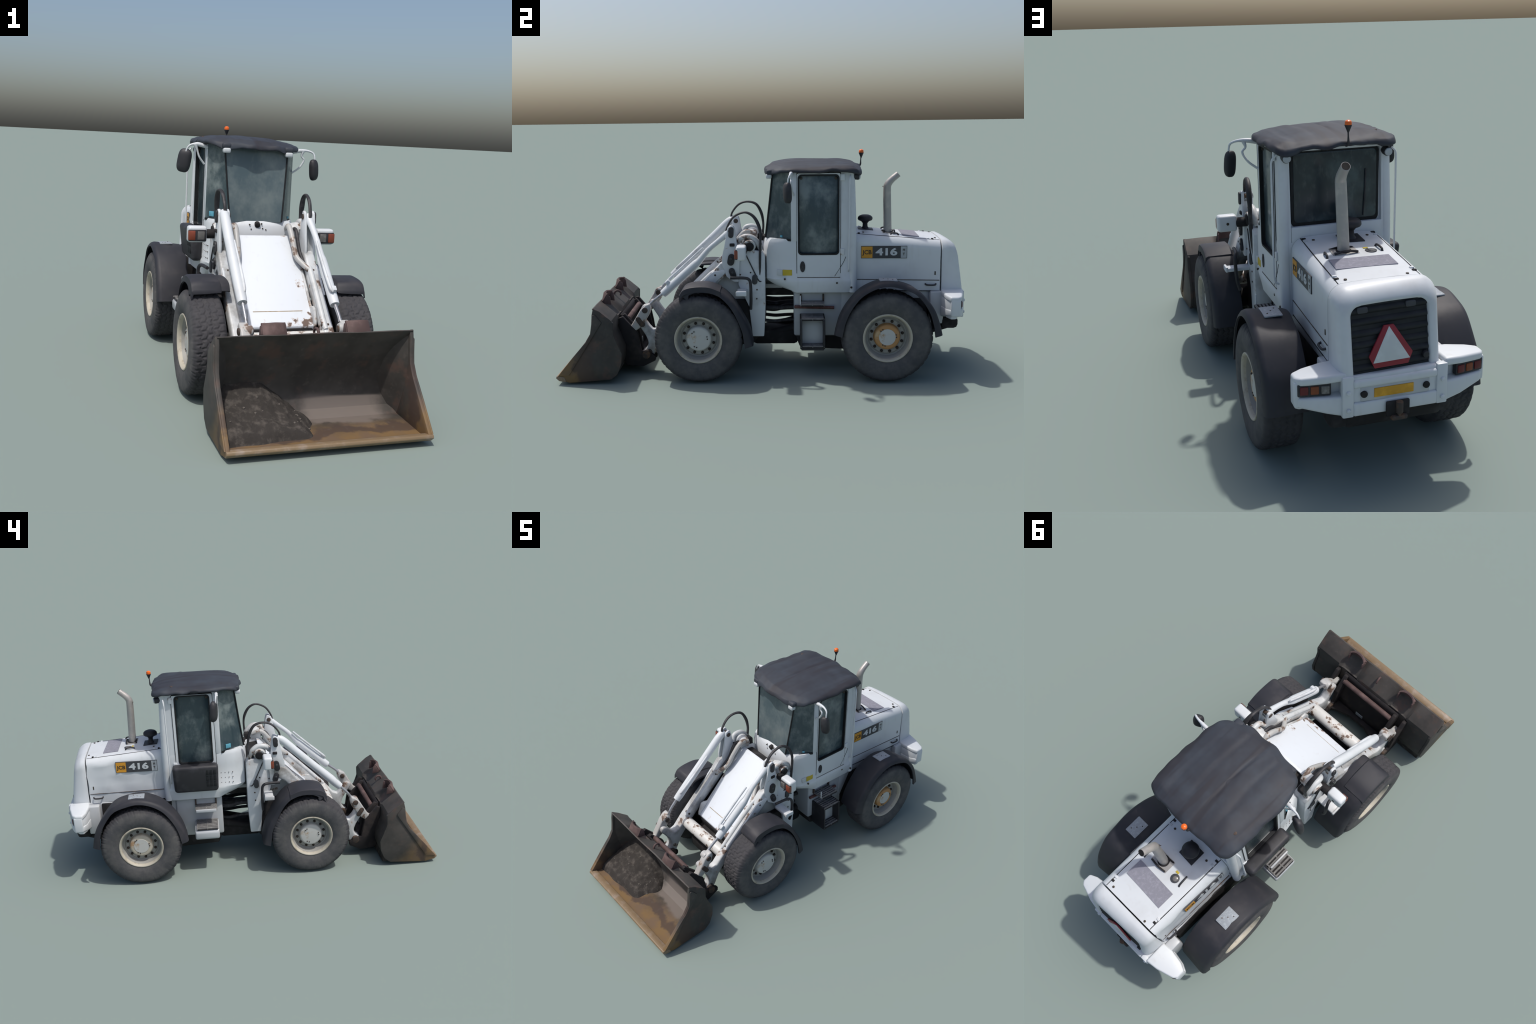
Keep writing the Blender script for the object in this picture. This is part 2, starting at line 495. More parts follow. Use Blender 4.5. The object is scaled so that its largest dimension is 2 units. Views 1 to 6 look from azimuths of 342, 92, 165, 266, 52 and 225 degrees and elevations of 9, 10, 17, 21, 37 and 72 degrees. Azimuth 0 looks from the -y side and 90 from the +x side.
tyre_me = tyre_mesh()
first = {}
def wheel(xc, y, z, side, rear):
    w = bpy.data.objects.new("wheel", None)
    bpy.context.scene.collection.objects.link(w)
    w.parent = loader
    w.location = (xc, y, z)
    sc = 1.015 if rear else 0.99
    w.scale = (0.86, sc, sc)
    if side < 0:
        w.rotation_euler = (0, 0, math.pi)
    t = bpy.data.objects.new("tyre", tyre_me)
    bpy.context.scene.collection.objects.link(t)
    t.parent = w
    key = ("hub_rust" if side > 0 else "hub_mix") if rear else "hub"
    if "rim" not in first:
        first["rim"] = lathe("rim", [(-0.03, 0.02), (0.024, 0.030), (0.026, 0.080), (0.018, 0.088), (0.022, 0.093),
                                     (0.046, 0.099), (0.060, 0.102)], "rim", w, 72, closed_ends=False)
        first["lip"] = lathe("rim_lip", [(0.058, 0.1015), (0.068, 0.1035), (0.0755, 0.1065), (0.078, 0.110), (0.077, 0.1135), (0.072, 0.1155), (0.060, 0.1150)],
                             "rim_lip", w, 72, closed_ends=False)
        first["disc"] = lathe("inner_rim_disc", [(-0.055, 0.02), (-0.060, 0.108), (-0.066, 0.112), (-0.070, 0.112), (-0.072, 0.108), (-0.068, 0.02)], "dark_frame", w, 48)
        nut = lathe("wheel_nut", [(0.024, 0.0072), (0.032, 0.0070), (0.036, 0.0052), (0.0365, 0.001)], "nut", w, 8)
        first["nut"] = nut
        nut.location = (0, 0.0735 * math.cos(0.2), 0.0735 * math.sin(0.2))
        start = 1
    else:
        for k, nm in (("rim", "rim"), ("lip", "rim_lip"), ("disc", "inner_rim_disc")):
            share(first[k], nm, w)
        start = 0
    for k in range(start, 12):
        a = 0.2 + 2 * math.pi * k / 12
        share(first["nut"], "wheel_nut", w, loc=(0, 0.0735 * math.cos(a), 0.0735 * math.sin(a)))
    if key not in first:
        first[key] = lathe("hub", [(0.020, 0.064), (0.030, 0.062), (0.044, 0.060), (0.050, 0.058), (0.0535, 0.054), (0.0545, 0.050), (0.0545, 0.001)], key, w, 48)
        if rear and "cap" in first:
            share(first["cap"], "hub_cap", w)
        elif rear:
            first["cap"] = lathe("hub_cap", [(0.0540, 0.039), (0.0560, 0.038), (0.0565, 0.001)], "hub", w, 40)
        bolt = lathe("hub_bolt", [(0.054, 0.0032), (0.0585, 0.0030), (0.0590, 0.001)], "rusty_pin", w, 8)
        first["bolt" + key] = bolt
        bolt.location = (0, 0.042, 0.0)
        s = 1
    else:
        share(first[key], "hub", w)
        if rear:
            share(first["cap"], "hub_cap", w)
        s = 0
    for k in range(s, 6):
        a = (k // 2) * 2 * math.pi / 3 + (k % 2) * 0.28
        share(first["bolt" + key], "hub_bolt", w, loc=(0, 0.042 * math.cos(a), 0.042 * math.sin(a)))
    return w

wheel(0.305, -0.303, 0.2115, 1, False)
wheel(-0.309, -0.309, 0.2125, -1, False)
wheel(0.306, 0.583, 0.2165, 1, True)
wheel(-0.296, 0.590, 0.2165, -1, True)

# ------------------------------------------------------------------ fenders
def fender(path, x_in, x_out, side, lip=0.040, thick=0.008, dy=0.0, inner_lip=0.012, end_lip=1.0, tilt_n=0.0):
    pts = spline([(0, y + dy, z) for y, z in path], 7)
    loops = []
    for i, p in enumerate(pts):
        t = (pts[min(i + 1, len(pts) - 1)] - pts[max(i - 1, 0)]).normalized()
        n = Vector((0, -t.z, t.y))
        if n.dot(p - Vector((0, (path[0][0] + path[-1][0]) / 2, 0.2))) < 0:
            n = -n
        e = abs(2 * i / (len(pts) - 1) - 1)
        L = lip + (0.040 - lip) * max(0.0, (e - 0.45) / 0.55) * end_lip
        sec = [(x_in, -inner_lip), (x_in + 0.002, -0.003), (x_in + 0.012, 0), (x_out - 0.020, 0), (x_out - 0.008, -0.004), (x_out - 0.001, -0.013), (x_out + 0.003, -L),
               (x_out - 0.005, -L), (x_out - 0.010, -thick - 0.010), (x_out - 0.024, -thick), (x_in + 0.014, -thick), (x_in + 0.009, -inner_lip)]
        lean = lambda sx: tilt_n * ((sx - x_in) / (x_out - x_in) - 0.5)
        loops.append([Vector((side * sx, p.y, p.z)) + n * (sn + lean(sx)) for sx, sn in sec])
    bm = loft(loops)
    wobble(bm, 0.0025, 9, side * 3.1 + dy)
    return from_bm("fender", bm, "fender", loader, 50)

REAR_ARC = [(0.340, 0.230), (0.362, 0.302), (0.400, 0.370), (0.455, 0.430), (0.520, 0.466), (0.585, 0.479), (0.650, 0.467), (0.724, 0.435), (0.790, 0.356), (0.820, 0.286), (0.834, 0.228)]
FRONT_ARC = [(-0.382, 0.424), (-0.362, 0.450), (-0.318, 0.462), (-0.250, 0.461), (-0.190, 0.440), (-0.142, 0.394), (-0.100, 0.328), (-0.066, 0.258), (-0.045, 0.178)]
for s in (1, -1):
    d = 0.0 if s > 0 else 0.004
    f = fender(REAR_ARC, 0.225 if s > 0 else 0.205, 0.374 if s > 0 else 0.361, s, lip=0.024, dy=d, tilt_n=0.014)
    box("tread_plate", (s * 0.290 - 0.031, 0.548 + d, 0.4755), (s * 0.290 + 0.031, 0.632 + d, 0.4815), "plate", f, 0.002, rot=("X", -0.02))
    for k in range(3):
        rod("rivet", (s * 0.290 + 0.016 * (k - 1), 0.57 + 0.02 * k, 0.478), (s * 0.290 + 0.016 * (k - 1), 0.57 + 0.02 * k, 0.483), 0.0028, "rusty_pin", f, 8, 0.0005)
    d = 0.0 if s > 0 else -0.008
    dz = 0.0 if s > 0 else 0.010
    f = fender([(y, z + dz * (y < -0.1)) for y, z in FRONT_ARC], 0.240 if s > 0 else 0.208, 0.364, s, lip=0.024, dy=d)
    # thicker bolted front flap with a folded hand grip
    flap = [(-0.388, 0.425), (-0.366, 0.454), (-0.318, 0.4665), (-0.252, 0.466), (-0.196, 0.446)]
    pts = spline([(0, y + d, z + dz) for y, z in flap], 6)
    loops = []
    for p in pts:
        loops.append([(s * 0.246, p.y, p.z - 0.006), (s * 0.252, p.y, p.z + 0.002), (s * 0.354, p.y, p.z + 0.001), (s * 0.364, p.y, p.z - 0.004), (s * 0.368, p.y, p.z - 0.028), (s * 0.362, p.y, p.z - 0.030), (s * 0.357, p.y, p.z - 0.013), (s * 0.30, p.y, p.z - 0.011)])
    from_bm("fender_flap", loft(loops), "fender", f, 50)
    tube("fender_stay", [(s * 0.250, -0.155 + d, 0.484), (s * 0.255, -0.090 + d, 0.484), (s * 0.262, -0.066 + d, 0.478), (s * 0.266, -0.058 + d, 0.455), (s * 0.262, -0.057 + d, 0.380), (s * 0.250, -0.060 + d, 0.330)], 0.0075, "black", f, 6, 10)

# ------------------------------------------------------------------ bucket
BY = math.radians(1.05)
BROT = Matrix.Translation((0.002, -0.85, 0)) @ Matrix.Rotation(BY, 4, "Z") @ Matrix.Translation((0, 0.85, 0))
def bucket_place(o):
    o.data.transform(BROT)
    o.data.update()
    return o

OUTER = [(-0.797, 0.367), (-0.770, 0.352), (-0.716, 0.306), (-0.710, 0.290), (-0.713, 0.240), (-0.700, 0.205), (-0.680, 0.150), (-0.682, 0.095), (-0.700, 0.045), (-0.730, 0.022), (-0.925, 0.008), (-0.975, 0.022), (-0.984, 0.034)]
INNER = [(-0.982, 0.040), (-0.930, 0.024), (-0.750, 0.034), (-0.712, 0.058), (-0.693, 0.100), (-0.691, 0.148), (-0.712, 0.208), (-0.738, 0.262), (-0.778, 0.330), (-0.803, 0.365)]
TROUGHS = (0.160, -0.157)
def bucket_profile(x):
    dip = 0.0
    for c in TROUGHS:
        dip = max(dip, max(0.0, min(1.0, (0.064 - abs(x - c)) / 0.016)))
    out = []
    for i, (y, z) in enumerate(OUTER):
        if i == 1:
            y, z = y - 0.004 * dip, z - 0.016 * dip
        if i == 2:
            y, z = y - 0.010 * dip, z - 0.016 * dip
        if i == 3:
            y -= 0.008 * dip
        out.append((y, z))
    return out + INNER

def bucket_shell():
    n = 52
    loops = []
    for k in range(n + 1):
        x = -0.366 + 0.736 * k / n
        edge = 0.0025 * noise.noise(Vector((x * 9, 1.3, 0)))
        lp = []
        for y, z in bucket_profile(x):
            dz = edge if z > 0.34 else 0.0
            lp.append(Vector((x, y + 0.002 * noise.noise(Vector((x * 6, y * 20, z * 20))), z + dz)))
        loops.append(lp)
    bm = loft(loops)
    return from_bm("bucket", bm, "bucket", loader, 28)
bucket = bucket_place(bucket_shell())

CHEEK = [(-0.984, 0.036), (-0.975, 0.020), (-0.925, 0.006), (-0.730, 0.020), (-0.698, 0.045), (-0.678, 0.095), (-0.673, 0.148), (-0.700, 0.215), (-0.710, 0.245), (-0.708, 0.296), (-0.760, 0.342), (-0.798, 0.369), (-0.806, 0.335), (-0.810, 0.290), (-0.818, 0.245), (-0.842, 0.205), (-0.905, 0.130)]
for s in (1, -1):
    ch = prism("bucket_cheek", CHEEK, s * 0.358, s * 0.373, "bucket", bucket, 0.003)
    bucket_place(ch)
    strip = prism("wear_strip", [(-0.981, 0.040), (-0.925, 0.044), (-0.760, 0.300), (-0.790, 0.340), (-0.803, 0.335), (-0.808, 0.290), (-0.815, 0.247), (-0.838, 0.208), (-0.903, 0.134)],
                  s * 0.371, s * 0.3785, "bucket", bucket, 0.003)
    bucket_place(strip)
bucket_place(prism("cutting_edge", [(-0.990, 0.030), (-0.986, 0.041), (-0.968, 0.0400), (-0.950, 0.0345), (-0.940, 0.010), (-0.975, 0.016)], -0.372, 0.376, "bucket_edge", bucket, 0.003))
# welded corner fillets between the cheeks and the curved back
for s, k in ((1, 1.0), (-1, 0.85)):
    lv = [(0.352, -0.792, -0.786, 0.004), (0.300, -0.798, -0.754, 0.045), (0.240, -0.806, -0.722, 0.066), (0.180, -0.800, -0.694, 0.070), (0.100, -0.780, -0.690, 0.050), (0.034, -0.755, -0.705, 0.020)]
    loops = [[Vector((s * 0.3605, yf, z)), Vector((s * 0.3605, yb, z)), Vector((s * (0.3605 - w * k), yb, z)), Vector((s * (0.3605 - w * k * 0.42), yf * 0.45 + yb * 0.55, z))] for z, yf, yb, w in lv]
    bucket_place(from_bm("corner_fillet", loft(loops), "bucket", bucket, 50))

for c in TROUGHS:                                    # upright rusty pads welded on the top edge
    bm = bmesh.new()
    cols = []
    for k in range(9):
        u = -1 + 2 * k / 8
        x = c + u * 0.044
        back = 0.020 * abs(u) ** 3
        h = 0.040 - 0.006 * u * u
        front = [(x, -0.799 + back * 0.3, 0.362), (x, -0.797 + back * 0.6, 0.370), (x, -0.790 + back, 0.366 + h - 0.006), (x, -0.782 + back, 0.366 + h)]
        rear = [(x, -0.776 + back, 0.366 + h - 0.004), (x, -0.786 + back * 0.9, 0.372), (x, -0.788 + back * 0.5, 0.352)]
        cols.append([Vector(p) for p in front + rear])
    bucket_place(from_bm("bucket_pad", loft(cols), "bucket_pad", bucket, 40))
    for u in (-1, 1):                                # side webs folding back from the pad
        o = prism("pad_web", [(-0.786, 0.352), (-0.766, 0.394), (-0.752, 0.386), (-0.748, 0.345)], c + u * 0.039, c + u * 0.046, "bucket_pad", bucket, 0.002)
        bucket_place(o)
bucket_place(tube("lifting_hook", [(0.012, -0.775, 0.345), (0.011, -0.768, 0.366), (0.009, -0.752, 0.372), (0.008, -0.738, 0.360), (0.008, -0.742, 0.347)], [0.006, 0.006, 0.0055, 0.005, 0.004], "bucket_pad", bucket, 6, 8))
bucket_place(rod("stiffener_bar", (-0.150, -0.676, 0.262), (0.158, -0.676, 0.262), 0.013, "bucket_pad", bucket, 14, 0.002))
bucket_place(prism("hitch_back_plate", [(-0.712, 0.292), (-0.698, 0.282), (-0.678, 0.20), (-0.645, 0.150), (-0.640, 0.085), (-0.655, 0.055), (-0.690, 0.060), (-0.688, 0.150), (-0.712, 0.225)], -0.175, 0.180, "bucket_dark", bucket, 0.006))
bucket_place(prism("hitch_floor", [(-0.175, -0.690), (0.180, -0.690), (0.180, -0.560), (0.130, -0.590), (0.05, -0.615), (-0.05, -0.615), (-0.125, -0.590), (-0.175, -0.560)], 0.056, 0.085, "bucket_dark", bucket, 0.006, axis="z"))
bucket_place(box("data_sticker", (-0.015, -0.641, 0.095), (0.030, -0.638, 0.125), "plate", bucket, 0.001))
BRK = [(-0.712, 0.282), (-0.690, 0.290), (-0.655, 0.248), (-0.622, 0.212), (-0.612, 0.160), (-0.606, 0.115), (-0.560, 0.105), (-0.536, 0.088), (-0.538, 0.066), (-0.600, 0.036), (-0.680, 0.045), (-0.690, 0.060), (-0.688, 0.150), (-0.710, 0.215)]
for x0, x1 in ((0.150, 0.172), (0.208, 0.228), (-0.172, -0.150), (-0.228, -0.208)):
    bucket_place(prism("hitch_bracket", BRK, x0, x1, "bucket_dark", bucket, 0.004))
for s in (1, -1):
    rod("pivot_pin", (s * 0.146, -0.577, 0.098), (s * 0.232, -0.577, 0.098), 0.020, "rusty_pin", bucket)

# soil left in the corner of the bucket
def soil():
    bm = bmesh.new()
    nx, ny = 72, 46
    rows = []
    for j in range(ny + 1):
        row = []
        for i in range(nx + 1):
            x = -0.356 + 0.362 * i / nx
            y = -0.935 + 0.243 * j / ny
            u, v = i / nx, j / ny
            n1 = noise.noise(Vector((x * 11, y * 11, 3.1)))
            n2 = noise.noise(Vector((x * 34, y * 34, 7.0)))
            e = max(0.0, min(1.0, (0.98 + 0.06 * n1 - 0.16 * max(0.0, 0.6 - v) - u) / 0.14))     # ragged right end
            f = max(0.0, min(1.0, (v - 0.06 - 0.10 * u - 0.04 * n1) / 0.10))
            top = 0.024 + (0.122 - 0.095 * max(0.0, min(1.0, (u - 0.50) / 0.38))) * v ** 1.25 + 0.012 * n1 + 0.005 * n2 + 0.003 * noise.noise(Vector((x * 90, y * 90, 2)))
            h = top * (e * (2 - e)) * (f * (2 - f))
            row.append(bm.verts.new((x, y, 0.020 + h)))
        rows.append(row)
    for r, s in zip(rows, rows[1:]):
        for i in range(nx):
            bm.faces.new((r[i], r[i + 1], s[i + 1], s[i]))
    res = bmesh.ops.extrude_face_region(bm, geom=bm.faces[:])
    for v in [g for g in res["geom"] if isinstance(g, bmesh.types.BMVert)]:
        v.co.z = 0.018
    return from_bm("soil_heap", bm, "soil", bucket, 60)
heap = bucket_place(soil())
bm = bmesh.new()
rs = random.Random(4)
for k in range(17):
    x, y = -0.06 + rs.gauss(0, 0.022), -0.80 + rs.gauss(0, 0.035)
    if k > 9:
        x, y = rs.uniform(-0.33, -0.1), rs.uniform(-0.86, -0.74)
    m4 = Matrix.Translation((x, y, 0.0))
    r = rs.uniform(0.002, 0.0055)
    hit, loc, nor, idx = heap.ray_cast(Vector((x, y, 1)), Vector((0, 0, -1)))
    if not hit:
        continue
    bmesh.ops.create_icosphere(bm, subdivisions=1, radius=r, matrix=Matrix.Translation(loc) @ Matrix.Diagonal((1, 1.2, 0.8, 1)))
st = from_bm("soil_stones", bm, "stone", bucket, 30)
st["kind"] = "stuff"

# ------------------------------------------------------------------ loader linkage
def pill(name, cy, cz, half, r, ang, x0, x1, mat, parent):
    pts = []
    for k in range(9):
        a = -math.pi / 2 + math.pi * k / 8
        pts.append((half + r * math.cos(a), r * math.sin(a)))
    for k in range(9):
        a = math.pi / 2 + math.pi * k / 8
        pts.append((-half + r * math.cos(a), r * math.sin(a)))
    c, s = math.cos(ang), math.sin(ang)
    return prism(name, [(cy + p * c - q * s, cz + p * s + q * c) for p, q in pts], x0, x1, mat, parent, 0.002)

ARM = [(-0.132, 0.535), (-0.150, 0.556), (-0.182, 0.560), (-0.208, 0.545), (-0.240, 0.508), (-0.272, 0.470), (-0.324, 0.423), (-0.416, 0.334), (-0.468, 0.284), (-0.520, 0.226), (-0.545, 0.216), (-0.564, 0.238), (-0.588, 0.276), (-0.606, 0.285), (-0.624, 0.276), (-0.626, 0.256), (-0.609, 0.234),
       (-0.582, 0.190), (-0.572, 0.165), (-0.569, 0.146), (-0.580, 0.124), (-0.602, 0.108), (-0.610, 0.090), (-0.597, 0.066), (-0.575, 0.060), (-0.552, 0.076), (-0.532, 0.110), (-0.505, 0.165), (-0.440, 0.240), (-0.360, 0.320), (-0.260, 0.408), (-0.190, 0.478), (-0.140, 0.505)]
for s in (1, -1):
    arm = prism("lift_arm", ARM, s * 0.162, s * 0.206 if s > 0 else s * 0.216, "white_greasy", loader, 0.008, 3)
    # pipe laid along the arm between two pins
    tube("arm_pipe", [(s * 0.172, -0.236, 0.500), (s * 0.172, -0.262, 0.480), (s * 0.171, -0.350, 0.396), (s * 0.171, -0.440, 0.306), (s * 0.172, -0.462, 0.288)], [0.011, 0.0125, 0.0115, 0.0120, 0.009], "white_greasy", arm, 6, 12)
    for py, pz in ((-0.251, 0.488), (-0.444, 0.302)):
        rod("pipe_pin", (s * 0.156, py, pz), (s * 0.190, py, pz), 0.0065, "rusty_pin", arm, 12)
    prism("arm_side_plate", [(-0.150, 0.530), (-0.178, 0.520), (-0.205, 0.512), (-0.235, 0.508), (-0.256, 0.494), (-0.300, 0.448), (-0.345, 0.402), (-0.300, 0.385), (-0.19, 0.490)],
          s * 0.200, s * 0.212, "white_worn", arm, 0.005)
    rod("arm_boss", (s * 0.200, -0.231, 0.490), (s * 0.2145, -0.231, 0.490), 0.005, "rusty_pin", arm, 12)
    pill("pin_plate", -0.603, 0.262, 0.018, 0.013, -1.1, s * 0.204, s * 0.213, "rusty_pin", arm)
    pill("pin_plate", -0.578, 0.098, 0.014, 0.015, 0.6, s * 0.204, s * 0.213, "rusty_pin", arm)

    # tilt lever between the cylinder rod, the arm and the bucket
    lever = prism("tilt_lever", [(-0.555, 0.352), (-0.575, 0.345), (-0.600, 0.322), (-0.622, 0.285), (-0.650, 0.240), (-0.676, 0.228), (-0.690, 0.212), (-0.668, 0.196), (-0.632, 0.212), (-0.606, 0.230), (-0.580, 0.262), (-0.556, 0.300), (-0.548, 0.330)],
                  s * 0.184, s * 0.222, "link", loader, 0.007, 3)
    rod("lever_pin", (s * 0.168, -0.577, 0.320), (s * 0.228, -0.577, 0.320), 0.014, "rusty_pin", lever)
    pill("lever_pin_plate", -0.603, 0.262, 0.016, 0.012, -1.0, s * 0.220, s * 0.2265, "rusty_pin", lever)

    # tilt cylinder
    if s > 0:
        pts = [(0.186, -0.150, 0.708), (0.188, -0.178, 0.682), (0.190, -0.215, 0.652), (0.191, -0.262, 0.612), (0.192, -0.305, 0.562), (0.192, -0.330, 0.538), (0.191, -0.400, 0.475), (0.190, -0.470, 0.412), (0.190, -0.490, 0.394)]
        rad = [0.017, 0.015, 0.013, 0.013, 0.016, 0.020, 0.0205, 0.0205, 0.019]
    else:
        pts = [(-0.190, -0.160, 0.716), (-0.191, -0.195, 0.694), (-0.192, -0.260, 0.632), (-0.192, -0.330, 0.566), (-0.192, -0.420, 0.482), (-0.191, -0.475, 0.430), (-0.191, -0.497, 0.410)]
        rad = [0.018, 0.021, 0.021, 0.021, 0.021, 0.021, 0.019]
    cyl = tube("tilt_cylinder", pts, rad, "white", loader, 6, 20)
    end = pts[-1]
    tube("cylinder_rod", [(s * 0.190, end[1] + 0.010, end[2] + 0.010), (s * 0.190, -0.535, 0.362 if s > 0 else 0.372), (s * 0.189, -0.556, 0.342)], [0.0085, 0.0070, 0.0085], "chrome", cyl, 4, 12)
    rod("rod_eye", (s * 0.172, -0.577, 0.322), (s * 0.208, -0.577, 0.322), 0.021, "link", cyl, 20, 0.005)
    tube("cylinder_pipe", [(s * 0.176, -0.29, 0.618), (s * 0.174, -0.38, 0.536), (s * 0.176, -0.462, 0.462), (s * 0.184, -0.478, 0.444)], [0.005, 0.006, 0.007, 0.005], "white_worn", cyl, 5, 8)
    box("cylinder_port", (s * 0.178, -0.475, 0.440), (s * 0.202, -0.452, 0.462), "white_worn", cyl, 0.004, rot=("X", 0.75))

    # hose looping from the cylinder to the cab front
    if s > 0:
        hp = [(0.186, -0.178, 0.690), (0.190, -0.165, 0.730), (0.194, -0.135, 0.772), (0.198, -0.085, 0.792), (0.202, -0.045, 0.775), (0.206, -0.020, 0.735), (0.207, -0.010, 0.690), (0.206, -0.012, 0.620), (0.200, -0.014, 0.540), (0.190, -0.014, 0.460)]
    else:
        hp = [(-0.188, -0.180, 0.715), (-0.189, -0.170, 0.750), (-0.190, -0.135, 0.790), (-0.190, -0.090, 0.803), (-0.188, -0.045, 0.790), (-0.184, -0.018, 0.745), (-0.180, -0.008, 0.690), (-0.182, -0.010, 0.640), (-0.190, -0.014, 0.56)]
    tube("hydraulic_hose", hp, [0.005, 0.005, 0.0055, 0.0055, 0.007, 0.008, 0.006, 0.006, 0.006, 0.006][:len(hp)], "hose", loader, 8, 10, flat=1.5)

# hose bundles dropping from the frame tops to the arms
for s in (1, -1):
    tube("arm_hose", [(s * 0.128, -0.050, 0.640), (s * 0.122, -0.100, 0.652), (s * 0.124, -0.150, 0.600), (s * 0.128, -0.190, 0.540), (s * 0.150, -0.225, 0.508), (s * 0.170, -0.252, 0.490)], [0.012, 0.013, 0.012, 0.012, 0.012, 0.011], "link", loader, 6, 10)
    tube("arm_hose", [(s * 0.150, -0.060, 0.640), (s * 0.146, -0.125, 0.640), (s * 0.148, -0.165, 0.570), (s * 0.154, -0.200, 0.525), (s * 0.160, -0.240, 0.490)], 0.008, "hose", loader, 6, 8)
prism("frame_nose", [(-0.360, 0.240), (-0.440, 0.200), (-0.462, 0.165), (-0.460, 0.110), (-0.420, 0.085), (-0.300, 0.090)], -0.135, 0.140, "dark_frame", loader, 0.012)
# cross tube between the arms
ct = rod("cross_tube", (-0.170, -0.460, 0.250), (0.170, -0.454, 0.250), 0.032, "tube_rust", loader, 32, 0.003)

# ------------------------------------------------------------------ front frame
frame = prism("front_frame", [(-0.395, 0.270), (-0.384, 0.286), (-0.081, 0.596), (-0.020, 0.590), (-0.005, 0.560), (-0.005, 0.190), (-0.060, 0.120), (-0.300, 0.130), (-0.375, 0.190)], -0.128, 0.144, "dark_frame", loader, 0.006)
prism("sloping_deck", [(-0.388, 0.268), (-0.392, 0.286), (-0.380, 0.300), (-0.086, 0.609), (-0.072, 0.612), (-0.072, 0.600), (-0.082, 0.597), (-0.376, 0.288), (-0.382, 0.268)], -0.132, 0.148, "deck", frame, 0.004)
prism("deck_seam", [(-0.3460, 0.3360), (-0.3440, 0.3390), (-0.3425, 0.3375), (-0.3445, 0.3348)], -0.100, 0.112, "deck_seam", frame, 0)
for x0, x1 in ((-0.143, -0.130), (0.146, 0.159)):       # plates closing the deck sides, with a rounded ear
    prism("deck_side_plate", [(-0.398, 0.285), (-0.396, 0.305), (-0.386, 0.330), (-0.376, 0.356), (-0.356, 0.360), (-0.334, 0.354), (-0.088, 0.611), (-0.04, 0.610), (-0.04, 0.30), (-0.38, 0.270)], x0, x1, "white_greasy", frame, 0.005)
TOWER = [(-0.150, 0.730), (-0.166, 0.722), (-0.172, 0.700), (-0.184, 0.630), (-0.196, 0.580), (-0.196, 0.536), (-0.176, 0.482), (-0.140, 0.456), (-0.118, 0.456), (-0.110, 0.56), (-0.122, 0.640), (-0.134, 0.712), (-0.140, 0.728)]
POST = [(-0.126, 0.570), (-0.100, 0.600), (-0.060, 0.612), (-0.004, 0.602), (0.010, 0.580), (0.010, 0.330), (0.002, 0.180), (-0.055, 0.180), (-0.070, 0.330), (-0.120, 0.440)]
